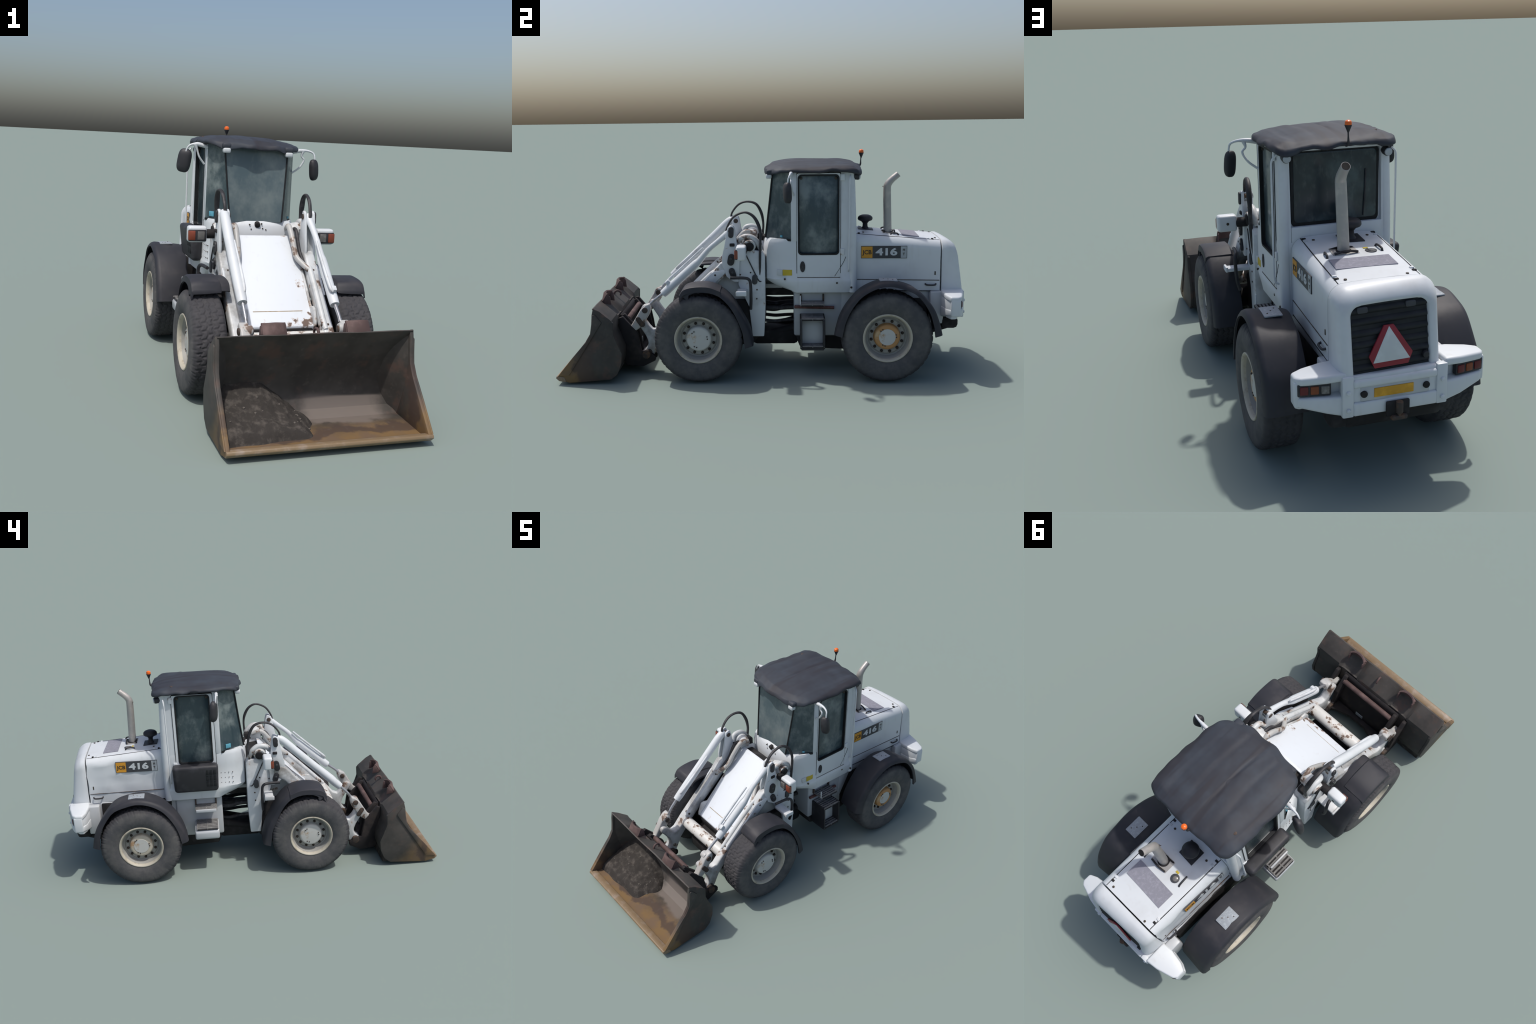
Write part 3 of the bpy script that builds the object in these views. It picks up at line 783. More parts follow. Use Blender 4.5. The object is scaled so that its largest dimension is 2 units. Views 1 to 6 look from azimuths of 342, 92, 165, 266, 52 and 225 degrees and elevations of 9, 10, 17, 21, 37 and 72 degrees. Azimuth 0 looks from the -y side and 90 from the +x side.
for s in (1, -1):
    dz = 0.0 if s > 0 else 0.006
    tw = prism("arm_tower", TOWER, s * 0.164, s * 0.176, "white_worn", loader, 0.004)
    prism("tower_plate", TOWER, s * 0.200, s * 0.213, "white_worn", tw, 0.004)
    prism("tower_web", [(-0.134, 0.690), (-0.150, 0.640), (-0.150, 0.50), (-0.118, 0.46), (-0.112, 0.56), (-0.124, 0.640)], s * 0.170, s * 0.206, "white_greasy", tw, 0.004)
    pill("pivot_cover", -0.150, 0.698, 0.014, 0.0125, 1.5, s * 0.212, s * 0.221, "black", tw)
    box("tower_latch", (s * 0.206, -0.158, 0.630), (s * 0.219, -0.134, 0.645), "dark_frame", tw, 0.003)
    pill("pivot_cover", -0.152, 0.566, 0.012, 0.0165, 1.4, s * 0.212, s * 0.223, "black", tw)
    pill("pivot_cover", -0.146, 0.500, 0.012, 0.0145, 1.9, s * 0.212, s * 0.222, "black", tw)
    rod("pivot_bolt", (s * 0.215, -0.152, 0.572), (s * 0.2265, -0.152, 0.572), 0.007, "decal_dark", tw, 12)
    rod("pivot_bolt", (s * 0.215, -0.146, 0.504), (s * 0.2255, -0.146, 0.504), 0.006, "decal_dark", tw, 12)
    rod("tower_pin", (s * 0.160, -0.152, 0.704), (s * 0.217, -0.152, 0.704), 0.012, "rusty_pin", tw)
    post = prism("side_frame", POST, s * 0.128, s * 0.202, "white_worn", loader, 0.005)
    pill("side_pivot", -0.040, 0.466, 0.011, 0.0135, 1.5, s * 0.201, s * 0.209, "decal_dark", post)
    tube("side_cable", [(s * 0.204, -0.080, 0.585), (s * 0.2055, -0.050, 0.520), (s * 0.205, -0.022, 0.462), (s * 0.205, -0.008, 0.456)], 0.0028, "hose", post, 6, 6)
    for yy, zz in ((-0.030, 0.415), (-0.032, 0.370), (-0.110, 0.490), (-0.060, 0.500)):
        rod("frame_bolt", (s * 0.200, yy, zz), (s * 0.205, yy, zz), 0.004, "rusty_pin", post, 8, 0.001)
    # bosses and lamp bracket on top of the side frame
    tube("frame_boss", [(s * 0.125, -0.070, 0.626), (s * 0.165, -0.066, 0.634), (s * 0.205, -0.064, 0.628)], [0.030, 0.036, 0.030], "white_greasy", post, 6, 18)
    rod("boss_cap", (s * 0.200, -0.064, 0.628), (s * 0.213, -0.064, 0.626), 0.022, "dark_frame", post, 20, 0.004)
    tube("boss_strap", [(s * 0.17, -0.120, 0.640), (s * 0.185, -0.100, 0.668), (s * 0.185, -0.060, 0.672), (s * 0.185, -0.028, 0.648), (s * 0.18, -0.010, 0.61)], [0.010, 0.013, 0.014, 0.014, 0.012], "white_greasy", post, 6, 10)
    box("valve_block", (s * 0.135, -0.045, 0.595), (s * 0.180, -0.006, 0.640), "dark_frame", post, 0.006)
    # headlight
    hl = box("headlight", (s * 0.246, -0.122, 0.578 + dz), (s * 0.326, -0.076, 0.646 + dz), "white", loader, 0.011, 4)
    rod("headlight_arm", (s * 0.20, -0.092, 0.612 + dz), (s * 0.250, -0.096, 0.612 + dz), 0.020, "dark_frame", hl, 16)
    box("headlight_bezel", (s * 0.250, -0.1265, 0.584 + dz), (s * 0.3255, -0.110, 0.632 + dz), "black", hl, 0.004)
    box("headlight_lens", (s * 0.258, -0.129, 0.590 + dz), (s * 0.288, -0.120, 0.626 + dz), "lens_clear", hl, 0.003)
    box("indicator_lens", (s * 0.297, -0.129, 0.588 + dz), (s * 0.3265, -0.112, 0.628 + dz), "lens_head_orange", hl, 0.003)
    rod("lamp_screw", (s * 0.286, -0.0765, 0.612 + dz), (s * 0.286, -0.0745, 0.612 + dz), 0.006, "ink", hl, 12, 0.0005)
    # small foot plate by the front fender
    fp = box("foot_plate", (s * 0.200, -0.125, 0.405), (s * 0.300, -0.078, 0.422), "white_worn", loader, 0.006)
    box("foot_plate_lip", (s * 0.292, -0.127, 0.405), (s * 0.303, -0.076, 0.428), "white_worn", fp, 0.004)
    rod("front_axle", (s * 0.06, -0.305, 0.208), (s * 0.255, -0.305, 0.208), 0.045, "dark_frame", frame, 20)
    box("axle_mount", (s * 0.10, -0.20, 0.20), (s * 0.19, -0.02, 0.36), "dark_frame", frame, 0.01)

# ------------------------------------------------------------------ articulation joint
joint = box("articulation_joint", (-0.080, -0.06, 0.102), (0.080, 0.17, 0.180), "dark_frame", loader, 0.02)
tube("steering_ram", [(0.055, -0.03, 0.150), (0.058, 0.06, 0.165), (0.06, 0.17, 0.195)], 0.020, "dark_frame", joint, 6, 12)
tube("steering_ram", [(-0.06, -0.03, 0.155), (-0.065, 0.06, 0.170), (-0.07, 0.17, 0.20)], 0.020, "dark_frame", joint, 6, 12)
for k, (x, z0, z1) in enumerate(((0.05, 0.226, 0.226), (-0.06, 0.228, 0.224), (0.03, 0.285, 0.292), (-0.02, 0.30, 0.300), (0.07, 0.300, 0.296), (-0.08, 0.31, 0.305))):
    tube("joint_hose", [(x, -0.02, z0), (x + 0.01, 0.05, z0 - 0.006), (x - 0.01, 0.11, z1 - 0.004), (x, 0.165, z1)], 0.009 + 0.004 * (k > 1), "hose", joint, 6, 8)
box("upper_joint", (-0.060, -0.02, 0.350), (0.060, 0.17, 0.405), "dark_frame", joint, 0.02)
box("joint_cover", (-0.075, -0.02, 0.392), (0.075, 0.10, 0.418), "lower_grey", joint, 0.012)

# ------------------------------------------------------------------ rear chassis
chassis = box("rear_chassis", (-0.170, 0.148, 0.172), (0.168, 0.400, 0.402), "lower_grey", loader, 0.010, 3)
prism("belly_pan", [(0.150, 0.185), (0.178, 0.108), (0.400, 0.098), (0.520, 0.130), (0.800, 0.170), (0.945, 0.215), (0.955, 0.270), (0.150, 0.270)], -0.155, 0.158, "dark_frame", chassis, 0.012)
prism("chassis_side", [(0.38, 0.20), (0.38, 0.40), (0.87, 0.402), (0.87, 0.262), (0.82, 0.262), (0.78, 0.36), (0.46, 0.36)], -0.160, 0.172, "lower_grey", chassis, 0.006)
for s in (1, -1):
    box("rear_side_panel", (s * 0.160, 0.806, 0.240), (s * 0.204, 0.872, 0.400), "lower_grey", chassis, 0.008)
rod("rear_axle", (-0.255, 0.586, 0.215), (0.255, 0.583, 0.215), 0.048, "dark_frame", chassis, 20)
box("wheel_well", (-0.165, 0.42, 0.22), (0.17, 0.80, 0.40), "dark_frame", chassis, 0.01)

# steps
def grate(name, x0, x1, y0, y1, z, parent, bars=6):
    s = 1 if x1 > 0 else -1
    o = box(name, (x0, y0, z - 0.012), (x1, y1, z - 0.006), "dark_frame", parent, 0.002)
    for k in range(bars):
        xx = x0 + (x1 - x0) * (k + 0.5) / bars
        w = abs(x1 - x0) / bars * 0.28
        bx = box("step_bar", (xx - w, y0, z - 0.008), (xx + w, y1, z), "step_metal", parent, 0.0015, 1)
    for yy in (y0, (y0 + y1) / 2, y1):
        box("step_bar", (min(x0, x1), yy - 0.003, z - 0.010), (max(x0, x1), yy + 0.003, z - 0.001), "step_metal", parent, 0.0015, 1)
    return o

for s in (1, -1):
    if s > 0:
        ya, yb = 0.182, 0.292
        up = grate("upper_step", 0.165, 0.250, ya, yb, 0.352, chassis)
        for yy in (ya, yb):
            box("step_bracket", (0.163, yy - 0.004, 0.338), (0.180, yy + 0.004, 0.385), "rusty_pin", chassis, 0.002)
        box("step_guard", (0.236, ya - 0.006, 0.345), (0.243, ya - 0.001, 0.392), "white_worn", chassis, 0.002)
        lo = grate("lower_step", 0.165, 0.272, ya, yb, 0.287, chassis, 7)
        grate("bottom_step", 0.165, 0.276, ya, yb, 0.152, chassis, 7)
        for yy in (ya, yb):
            prism("step_side", [(0.165, 0.286), (0.272, 0.286), (0.278, 0.152), (0.272, 0.134), (0.165, 0.134)], yy - 0.005, yy + 0.005, "black", chassis, 0.003, axis="y")
        prism("step_back", [(0.166, 0.285), (0.200, 0.285), (0.222, 0.240), (0.228, 0.150), (0.166, 0.145)], ya, yb, "lower_grey", chassis, 0.006, axis="y")
        box("step_base", (0.165, ya, 0.128), (0.272, yb, 0.141), "black", chassis, 0.004)
        rod("red_bar", (0.176, 0.150, 0.322), (0.180, 0.345, 0.318), 0.008, "rail_red", chassis, 10)
    else:
        ya, yb = 0.182, 0.292
        grate("upper_step", -0.255, -0.165, ya, yb, 0.360, chassis)
        box("step_front", (-0.262, ya, 0.345), (-0.253, yb, 0.362), "lower_grey", chassis, 0.003)
        for yy in (ya, yb):
            box("step_bracket", (-0.182, yy - 0.004, 0.345), (-0.165, yy + 0.004, 0.392), "rusty_pin", chassis, 0.002)
        prism("step_box", [(-0.165, 0.262), (-0.288, 0.260), (-0.302, 0.246), (-0.300, 0.208), (-0.280, 0.198), (-0.165, 0.190)], ya - 0.008, yb + 0.012, "lower_grey", chassis, 0.008, axis="y")
        grate("lower_step", -0.298, -0.175, ya, yb, 0.270, chassis, 7)

# ------------------------------------------------------------------ cab
def cab_plan(front_y, nose_y, side, rec=0.0, rear=0.447, cx=0.005):
    half = [(0, nose_y), (0.070, nose_y + 0.002), (0.125, nose_y + 0.010), (0.168, min(0.145, front_y + 0.025)), (side - 0.010, min(0.152, front_y + 0.066)), (side, min(0.160, front_y + 0.13)),
            (side, 0.1685), (side - rec, 0.170), (side - rec, 0.370), (side, 0.3715), (side, rear - 0.045), (side - 0.006, rear - 0.014), (side - 0.022, rear - 0.001), (0.10, rear), (0, rear)]
    right = [Vector((cx + x, y, 0)) for x, y in half]
    left = [Vector((cx - x, y, 0)) for x, y in reversed(half[1:-1])]
    return right + left

def stack(name, levels, mat, parent, smooth=35):
    loops = []
    for z, plan in levels:
        loops.append([Vector((p.x, p.y, z)) for p in plan])
    return from_bm(name, loft(loops), mat, parent, smooth)

cab = stack("cab", [
    (0.394, cab_plan(0.125, 0.125, 0.190)), (0.400, cab_plan(0.118, 0.118, 0.200)), (0.430, cab_plan(0.040, 0.040, 0.206)), (0.452, cab_plan(0.006, 0.008, 0.208)),
    (0.466, cab_plan(-0.006, -0.002, 0.207)), (0.474, cab_plan(-0.006, -0.002, 0.2020)), (0.578, cab_plan(-0.006, -0.002, 0.2010)), (0.580, cab_plan(-0.006, -0.002, 0.2010, 0.022)), (0.600, cab_plan(-0.006, -0.002, 0.2010, 0.022)), (0.640, cab_plan(0.003, 0.004, 0.2010, 0.022)),
    (0.654, cab_plan(0.010, 0.011, 0.2000, 0.022)), (0.662, cab_plan(0.020, 0.020, 0.1990, 0.022))], "white", loader)

# upper cab core: rear panel, pillars; panes are set on it
def upper_plan(t, inset=0.0):
    ny = 0.008 + 0.042 * t
    hx = 0.118 + 0.026 * t
    c = [(0, ny), (0.075, ny + 0.001), (hx, ny + 0.006), (0.165 + 0.008 * t, 0.066 + 0.018 * t), (0.2, 0.136), (0.2015, 0.170)]
    return [Vector((x, y + inset, 0)) for x, y in c]
def upper_loop(t, z):
    rear = 0.446 - 0.010 * t
    ny = 0.008 + 0.042 * t
    half = [(0, ny + 0.040), (0.075, ny + 0.032), (0.110 + 0.024 * t, ny + 0.018), (0.150 + 0.008 * t, 0.086 + 0.014 * t), (0.186, 0.140), (0.198, 0.142), (0.1985, 0.166), (0.179, 0.170),
            (0.179, 0.370), (0.1995, 0.374), (0.1995 - 0.004 * t, rear - 0.03), (0.195 - 0.004 * t, rear - 0.006), (0.18, rear), (0.166, rear), (0.164, rear - 0.016), (0.09, rear - 0.016), (0, rear - 0.016)]
    cx = 0.005
    return [Vector((cx + x, y, z)) for x, y in half] + [Vector((cx - x, y, z)) for x, y in reversed(half[1:-1])]
core = from_bm("cab_pillars", loft([upper_loop(0, 0.655), upper_loop(0.5, 0.815), upper_loop(1, 0.988)]), "white", cab, 35)

def pane_strip(name, segs, z0, z1, mat, parent, lift=0.004, thick=0.006, side=1, dish=0.0):
    """bent pane following the front of the cab between plan points segs"""
    loops = []
    rows = 9
    for r in range(rows + 1):
        t = r / rows
        z = z0 + (z1 - z0) * t
        tt = (z - 0.655) / 0.325
        pl = upper_plan(max(0, min(1, tt)))
        pts = [pl[i] for i in segs]
        pts = spline(pts, 5) if len(pts) > 2 else [pts[0].lerp(pts[1], k / 6) for k in range(7)]
        fr, bk = [], []
        for i, p in enumerate(pts):
            d = (pts[min(i + 1, len(pts) - 1)] - pts[max(i - 1, 0)]).normalized()
            n = Vector((d.y, -d.x, 0))
            w = i / (len(pts) - 1)
            k = dish * 4 * w * (1 - w)
            fr.append(p + n * (lift - k))
            bk.append(p + n * (lift - k - thick))
        lp = [Vector((0.005 + side * q.x, q.y, z)) for q in fr + list(reversed(bk))]
        loops.append(lp)
    return from_bm(name, loft(loops), mat, parent, 40)

def front_pane():
    loops = []
    for r in range(11):
        z = 0.658 + 0.332 * r / 10
        pl = upper_plan(max(0, min(1, (z - 0.655) / 0.325)))
        half = [pl[0], pl[1], pl[2]]
        full = [Vector((-p.x, p.y, 0)) for p in reversed(half[1:])] + half
        pts = spline(full, 6)
        dish = lambda p: 0.017 * max(0.0, 1 - (p.x / pl[2].x) ** 2)
        fr = [Vector((p.x + 0.005, p.y - 0.003 + dish(p), z)) for p in pts]
        bk = [Vector((p.x + 0.005, p.y + 0.004 + dish(p), z)) for p in reversed(pts)]
        loops.append(fr + bk)
    return from_bm("windscreen", loft(loops), "glass_front", cab, 40)
front_pane()
for s in (1, -1):
    pane_strip("quarter_window", [2, 3, 4], 0.658, 0.990, "glass", cab, 0.0015, 0.006, s, 0.006)
    pane_strip("quarter_window_seal", [3, 4], 0.652, 0.662, "rubber_seal", cab, 0.0045, 0.006, s)
    tube("windscreen_corner_seal", [(0.005 + s * 0.1195, 0.0115, 0.660), (0.005 + s * 0.133, 0.031, 0.815), (0.005 + s * 0.146, 0.0505, 0.985)], 0.0040, "rubber_seal", cab, 4, 8)
    # front door post
    prism("door_post", [(s * 0.186 + 0.005, 0.135), (s * 0.2000 + 0.005, 0.135), (s * 0.2030 + 0.005, 0.164), (s * 0.186 + 0.005, 0.164)], 0.650, 0.988, "white", cab, 0.003, axis="z")
    # rear corner post, round and proud
    tube("rear_corner_post", [(s * 0.186 + 0.005, 0.432, 0.400), (s * 0.186 + 0.005, 0.430, 0.70), (s * 0.181 + 0.005, 0.420, 0.985)], 0.0195, "white", cab, 6, 16)
    lamp = rod("rear_work_lamp", (s * 0.180 + 0.004, 0.428, 0.960), (s * 0.181 + 0.004, 0.462, 0.956), 0.0165, "black", cab, 18, 0.005)
    rod("rear_lamp_glass", (s * 0.181 + 0.004, 0.455, 0.957), (s * 0.181 + 0.004, 0.4665, 0.9555), 0.0140, "decal_grey", cab, 18, 0.004)
    zl = 0.966 - 0.030 * s * 0.14
    box("front_work_lamp", (s * 0.143 + 0.006 - 0.017, 0.018, zl - 0.014), (s * 0.143 + 0.006 + 0.017, 0.046, zl + 0.008), "decal_white", cab, 0.007, 3)
    box("front_lamp_mount", (s * 0.143 + 0.006 - 0.021, 0.020, zl + 0.004), (s * 0.143 + 0.006 + 0.021, 0.060, zl + 0.030), "roof", cab, 0.010, 3)
    tube("grab_rail", [(s * 0.208, 0.418, 0.965), (s * 0.2245, 0.414, 0.945), (s * 0.2265, 0.413, 0.900), (s * 0.2265, 0.412, 0.70), (s * 0.2255, 0.411, 0.535), (s * 0.210, 0.411, 0.505)], 0.0038, "white", cab, 6, 8)

# blue sticker patches inside the quarter glass
box("window_sticker", (0.1795, 0.084, 0.668), (0.1845, 0.096, 0.678), "blue_sticker", cab, 0.001, rot=("Z", -0.46))
box("window_sticker", (-0.1795, 0.082, 0.672), (-0.1745, 0.112, 0.694), "blue_sticker", cab, 0.001, rot=("Z", 0.46))

# rear window and lower rear panel
prism("rear_window_seal", rounded_rect(0.006, 0.846, 0.320, 0.268, 0.02), 0.420, 0.4325, "rubber_seal", cab, 0.002, axis="y")
prism("rear_window", rounded_rect(0.006, 0.848, 0.300, 0.240, 0.015), 0.424, 0.4345, "glass_rear", cab, 0.001, axis="y")
box("rear_panel", (-0.164, 0.425, 0.650), (0.170, 0.4465, 0.716), "white", cab, 0.004)
box("rear_header", (-0.164, 0.420, 0.974), (0.170, 0.440, 0.988), "white", cab, 0.004)
tube("rear_wiper", [(-0.095, 0.437, 0.735), (-0.100, 0.438, 0.80), (-0.104, 0.4375, 0.900)], 0.0025, "black", cab, 4, 6)

# doors: a frame round a recessed pane
def frame_prism(name, outer, hole, x0, x1, mat, parent):
    bm = bmesh.new()
    ring = lambda pts, x: [bm.verts.new((x, p[0], p[1])) for p in pts]
    oi, oo, hi, ho = ring(outer, x0), ring(outer, x1), ring(hole, x0), ring(hole, x1)
    n = len(outer)
    for k in range(n):
        m = (k + 1) % n
        for a, b in ((oi, oo), (oo, ho), (ho, hi), (hi, oi)):
            bm.faces.new((a[k], a[m], b[m], b[k]))
    return from_bm(name, bm, mat, parent, 40)
def door(s):
    x = s * 0.2030 + 0.005
    if s > 0:
        cy, cz, w, h = 0.268, 0.7255, 0.206, 0.499
        wy, wz, ww, wh = 0.268, 0.777, 0.196, 0.384
    else:
        cy, cz, w, h = 0.271, 0.728, 0.210, 0.504
        wy, wz, ww, wh = 0.271, 0.790, 0.182, 0.374
    d = frame_prism("door", rounded_rect(cy, cz, w, h, 0.008), rounded_rect(wy, wz, ww, wh, 0.018), x - s * 0.022, x, "white", loader)
    frame_prism("door_gap", rounded_rect(cy, cz, w + 0.006, h + 0.006, 0.010), rounded_rect(cy, cz, w - 0.004, h - 0.004, 0.008), x - s * 0.012, x - s * 0.0012, "seam", d)  # solid dark ring modelled to draw the shadow line of the gap
    frame_prism("door_window_seal", rounded_rect(wy, wz, ww + 0.002, wh + 0.002, 0.019), rounded_rect(wy, wz, ww - 0.012, wh - 0.012, 0.013), x - s * 0.016, x + s * 0.0012, "rubber_seal", d)
    prism("door_window", rounded_rect(wy, wz, ww - 0.004, wh - 0.004, 0.015), x - s * (0.018 if s > 0 else 0.0215), x - s * (0.0135 if s > 0 else 0.0185), "glass", d, 0.0006)
    for yy in (wy - ww * 0.42, wy + ww * 0.42):
        rod("window_stop", (x - s * 0.014, yy, wz + wh * 0.455), (x - s * 0.008, yy, wz + wh * 0.455), 0.007, "ink", d, 12, 0.001)
    for zz in (0.955, 0.600):
        box("door_hinge", (x - s * 0.004, 0.372, zz - 0.016), (x + s * 0.004, 0.392, zz + 0.016), "white_worn", d, 0.003)
    return d
dr = door(1)
dl = door(-1)
lathe("door_handle", [(0, 0.012), (0.004, 0.0125), (0.005, 0.010), (0.0045, 0.001)], "black", dr, 28, warp=lambda c: Vector((c.x + 0.2068, c.y + 0.191, c.z * 2.15 + 0.528)))
rod("handle_lock", (0.209, 0.191, 0.528), (0.2130, 0.191, 0.528), 0.004, "decal_dark", dr, 8)
tube("door_seam", [(0.2081, 0.165, 0.4755), (0.2083, 0.25, 0.475), (0.2081, 0.372, 0.4745)], 0.0016, "rusty_pin", dr, 4, 6)
tube("door_brace", [(0.2081, 0.345, 0.480), (0.2070, 0.385, 0.545), (0.2066, 0.398, 0.575)], 0.0012, "seam", dr, 4, 6)
box("yellow_label", (0.2030, 0.095, 0.485), (0.2078, 0.140, 0.513), "yellow_sticker", cab, 0.0005)
box("white_label", (0.2000, 0.067, 0.487), (0.2068, 0.094, 0.513), "decal_white", cab, 0.0005)
for yy, zz in ((0.356, 0.448), (0.425, 0.425), (0.105, 0.468)):
    rod("cab_bolt", (0.207, yy, zz), (0.2145, yy, zz), 0.005, "ink", cab, 10, 0.001)
for k in range(12):                                   # screw holes left from a removed panel
    yy = 0.082 + 0.062 * (k % 4) / 3
    zz = 0.485 + 0.028 * (k // 4)
    rod("screw", (-0.1880, yy, zz), (-0.1972 + 0.05 * max(0, 0.12 - yy), yy, zz), 0.0022, "rusty_pin", cab, 8, 0.0004)

# windscreen apron details
rod("wiper_motor_cap", (0.010, -0.003, 0.645), (0.012, 0.018, 0.652), 0.013, "dark_frame", cab, 14, 0.004)
for xx, zz in ((-0.025, 0.648), (-0.018, 0.628), (0.035, 0.632), (0.05, 0.626), (0.03, 0.652)):
    rod("apron_bolt", (xx, 0.000, zz), (xx, 0.012, zz), 0.003, "ink", cab, 8, 0.0005)

# air intake box on the side of the cab
ab = box("air_filter_box", (-0.262, 0.158, 0.456), (-0.195, 0.400, 0.608), "black", loader, 0.018, 4,
         taper=lambda c: (setattr(c, "y", c.y * 0.96 if c.z < 0 else c.y), setattr(c, "x", c.x + 0.018 if c.z < 0 and c.x < 0 else c.x)))
for r in range(3):
    for k in range(3):
        box("vent_slot", (-0.2515 - 0.004 * r, 0.172 + 0.019 * k, 0.490 + 0.034 * r), (-0.2435 - 0.004 * r, 0.186 + 0.019 * k, 0.518 + 0.034 * r), "rubber_seal", ab, 0.001)

# roof
def roof():
    ctrl = [(0.0, 0.008), (0.075, 0.012), (0.145, 0.030), (0.202, 0.066), (0.224, 0.130), (0.230, 0.25), (0.232, 0.37), (0.229, 0.432), (0.206, 0.464), (0.10, 0.477), (0.0, 0.480), (-0.10, 0.476), (-0.186, 0.466), (-0.213, 0.440), (-0.220, 0.37),
            (-0.222, 0.25), (-0.222, 0.130), (-0.198, 0.066), (-0.145, 0.030), (-0.075, 0.014)]
    outline = [Vector((p.x, p.y, 0)) for p in spline([(x, y, 0) for x, y in ctrl], 6, closed=True)]
    c = Vector((0.004, 0.245, 0))
    rings = [(r, 1.030 - 0.025 * r ** 2.7) for r in [0.02 + 0.05 * k for k in range(18)]] + [(0.92, 1.0075), (0.96, 1.0045), (0.985, 1.000), (1.0, 0.9945), (1.0, 0.9895), (0.985, 0.986), (0.95, 0.9855), (0.90, 0.986)]
    loops = []
    for sc, z in rings:
        lp = []
        rim = max(0.0, min(1.0, (sc - 0.90) / 0.08))
        under = z < 0.996
        for p in outline:
            q = c + (p - c) * sc
            zz = z - 0.034 * q.x
            front = max(0.0, (0.10 - q.y) / 0.09)
            lamp = math.exp(-((abs(q.x - 0.004) - 0.145) / 0.05) ** 2)
            if sc > 0.9:
                zz -= (0.010 if not under else 0.014 + 0.016 * lamp) * front ** 1.3
                zz += 0.009 * noise.noise(Vector((p.x * 24, p.y * 24, 2.2))) * rim
                if q.y > 0.40 and abs(q.x) > 0.14:
                    zz -= 0.012 * min(1, (q.y - 0.40) / 0.04) * (1 if under else 0.4)
            zz += 0.0030 * noise.noise(Vector((q.x * 22, q.y * 5, 0.7))) + 0.0025 * noise.noise(Vector((q.x * 9, q.y * 9, 4.7)))
            zz -= 0.0030 * max(0.0, math.cos(q.x * 78 + 0.6 + 0.8 * noise.noise(Vector((q.x * 8, q.y * 6, 3))))) ** 6 * (sc < 0.9)
            k = 0.009 * noise.noise(Vector((p.x * 15, p.y * 15, 9.0))) * rim
            lp.append(Vector((q.x, q.y, zz)) + (p - c).normalized() * k)
        loops.append(lp)
    return from_bm("roof", loft(loops), "roof", loader, 60)
rf = roof()
for x, y in ((0.148, 0.118), (0.165, 0.345), (-0.158, 0.115), (-0.165, 0.370)):
    rod("roof_bolt", (x, y, 0.990), (x, y, 1.0165 - 0.034 * x), 0.007, "rusty_pin", rf, 10, 0.001)

# beacon on a bent stalk
bc = tube("beacon_stalk", [(-0.022, 0.466, 0.990), (-0.022, 0.484, 1.000), (-0.021, 0.487, 1.022), (-0.020, 0.488, 1.048)], [0.007, 0.005, 0.0028, 0.0030], "black", loader, 6, 8)
lathe("beacon_base", [(1.034, 0.0025), (1.050, 0.009), (1.058, 0.0125), (1.060, 0.0125), (1.060, 0.002)], "black", bc, 20, origin=(-0.020, 0.489, 0), axis="z")
lathe("beacon_lens", [(1.0595, 0.0115), (1.066, 0.0122), (1.072, 0.0105), (1.0755, 0.006), (1.0765, 0.001)], "beacon", bc, 24, origin=(-0.020, 0.489, 0), axis="z")

# mirrors
for s in (1, -1):
    if s > 0:
        c = Vector((0.305, 0.124, 0.893)); rot = Matrix.Rotation(0.5, 4, "Z") @ Matrix.Rotation(-0.10, 4, "Y"); w, h = 0.046, 0.098
        arm = [(0.200, 0.140, 0.968), (0.235, 0.138, 0.977), (0.275, 0.136, 0.979), (0.302, 0.130, 0.970), (0.309, 0.124, 0.952), (0.310, 0.122, 0.925)]
        brace = [(0.256, 0.137, 0.977), (0.250, 0.138, 0.953), (0.262, 0.138, 0.935), (0.242, 0.142, 0.900), (0.208, 0.150, 0.873)]
    else:
        c = Vector((-0.295, 0.166, 0.912)); rot = Matrix.Rotation(-0.35, 4, "Z") @ Matrix.Rotation(0.16, 4, "Y"); w, h = 0.062, 0.106
        arm = [(-0.190, 0.142, 0.974), (-0.235, 0.144, 0.986), (-0.258, 0.146, 0.986), (-0.278, 0.148, 0.978), (-0.290, 0.150, 0.958), (-0.294, 0.150, 0.932)]
        brace = [(-0.252, 0.144, 0.984), (-0.242, 0.142, 0.958), (-0.232, 0.142, 0.930), (-0.208, 0.148, 0.900)]
    t = tube("mirror_arm", arm, [0.008, 0.009, 0.0055, 0.0042, 0.0038, 0.0038], "white_worn", loader, 6, 8)
    tube("mirror_brace", brace, [0.009] + [0.0045] * (len(brace) - 1), "white_worn", t, 6, 8)
    bm = bmesh.new()
    bmesh.ops.create_uvsphere(bm, u_segments=24, v_segments=16, radius=1)
    for v in bm.verts:                                   # superellipse housing, flat glass face to the rear
        p = v.co
        f = lambda q, e: math.copysign(abs(q) ** e, q)
        v.co = Vector((f(p.x, 0.65) * w / 2, f(p.y, 0.8) * (0.012 if p.y > 0 else 0.022), f(p.z, 0.62) * h / 2))
    bm.transform(Matrix.Translation(c) @ rot)
    from_bm("mirror_housing", bm, "black", t, 60)

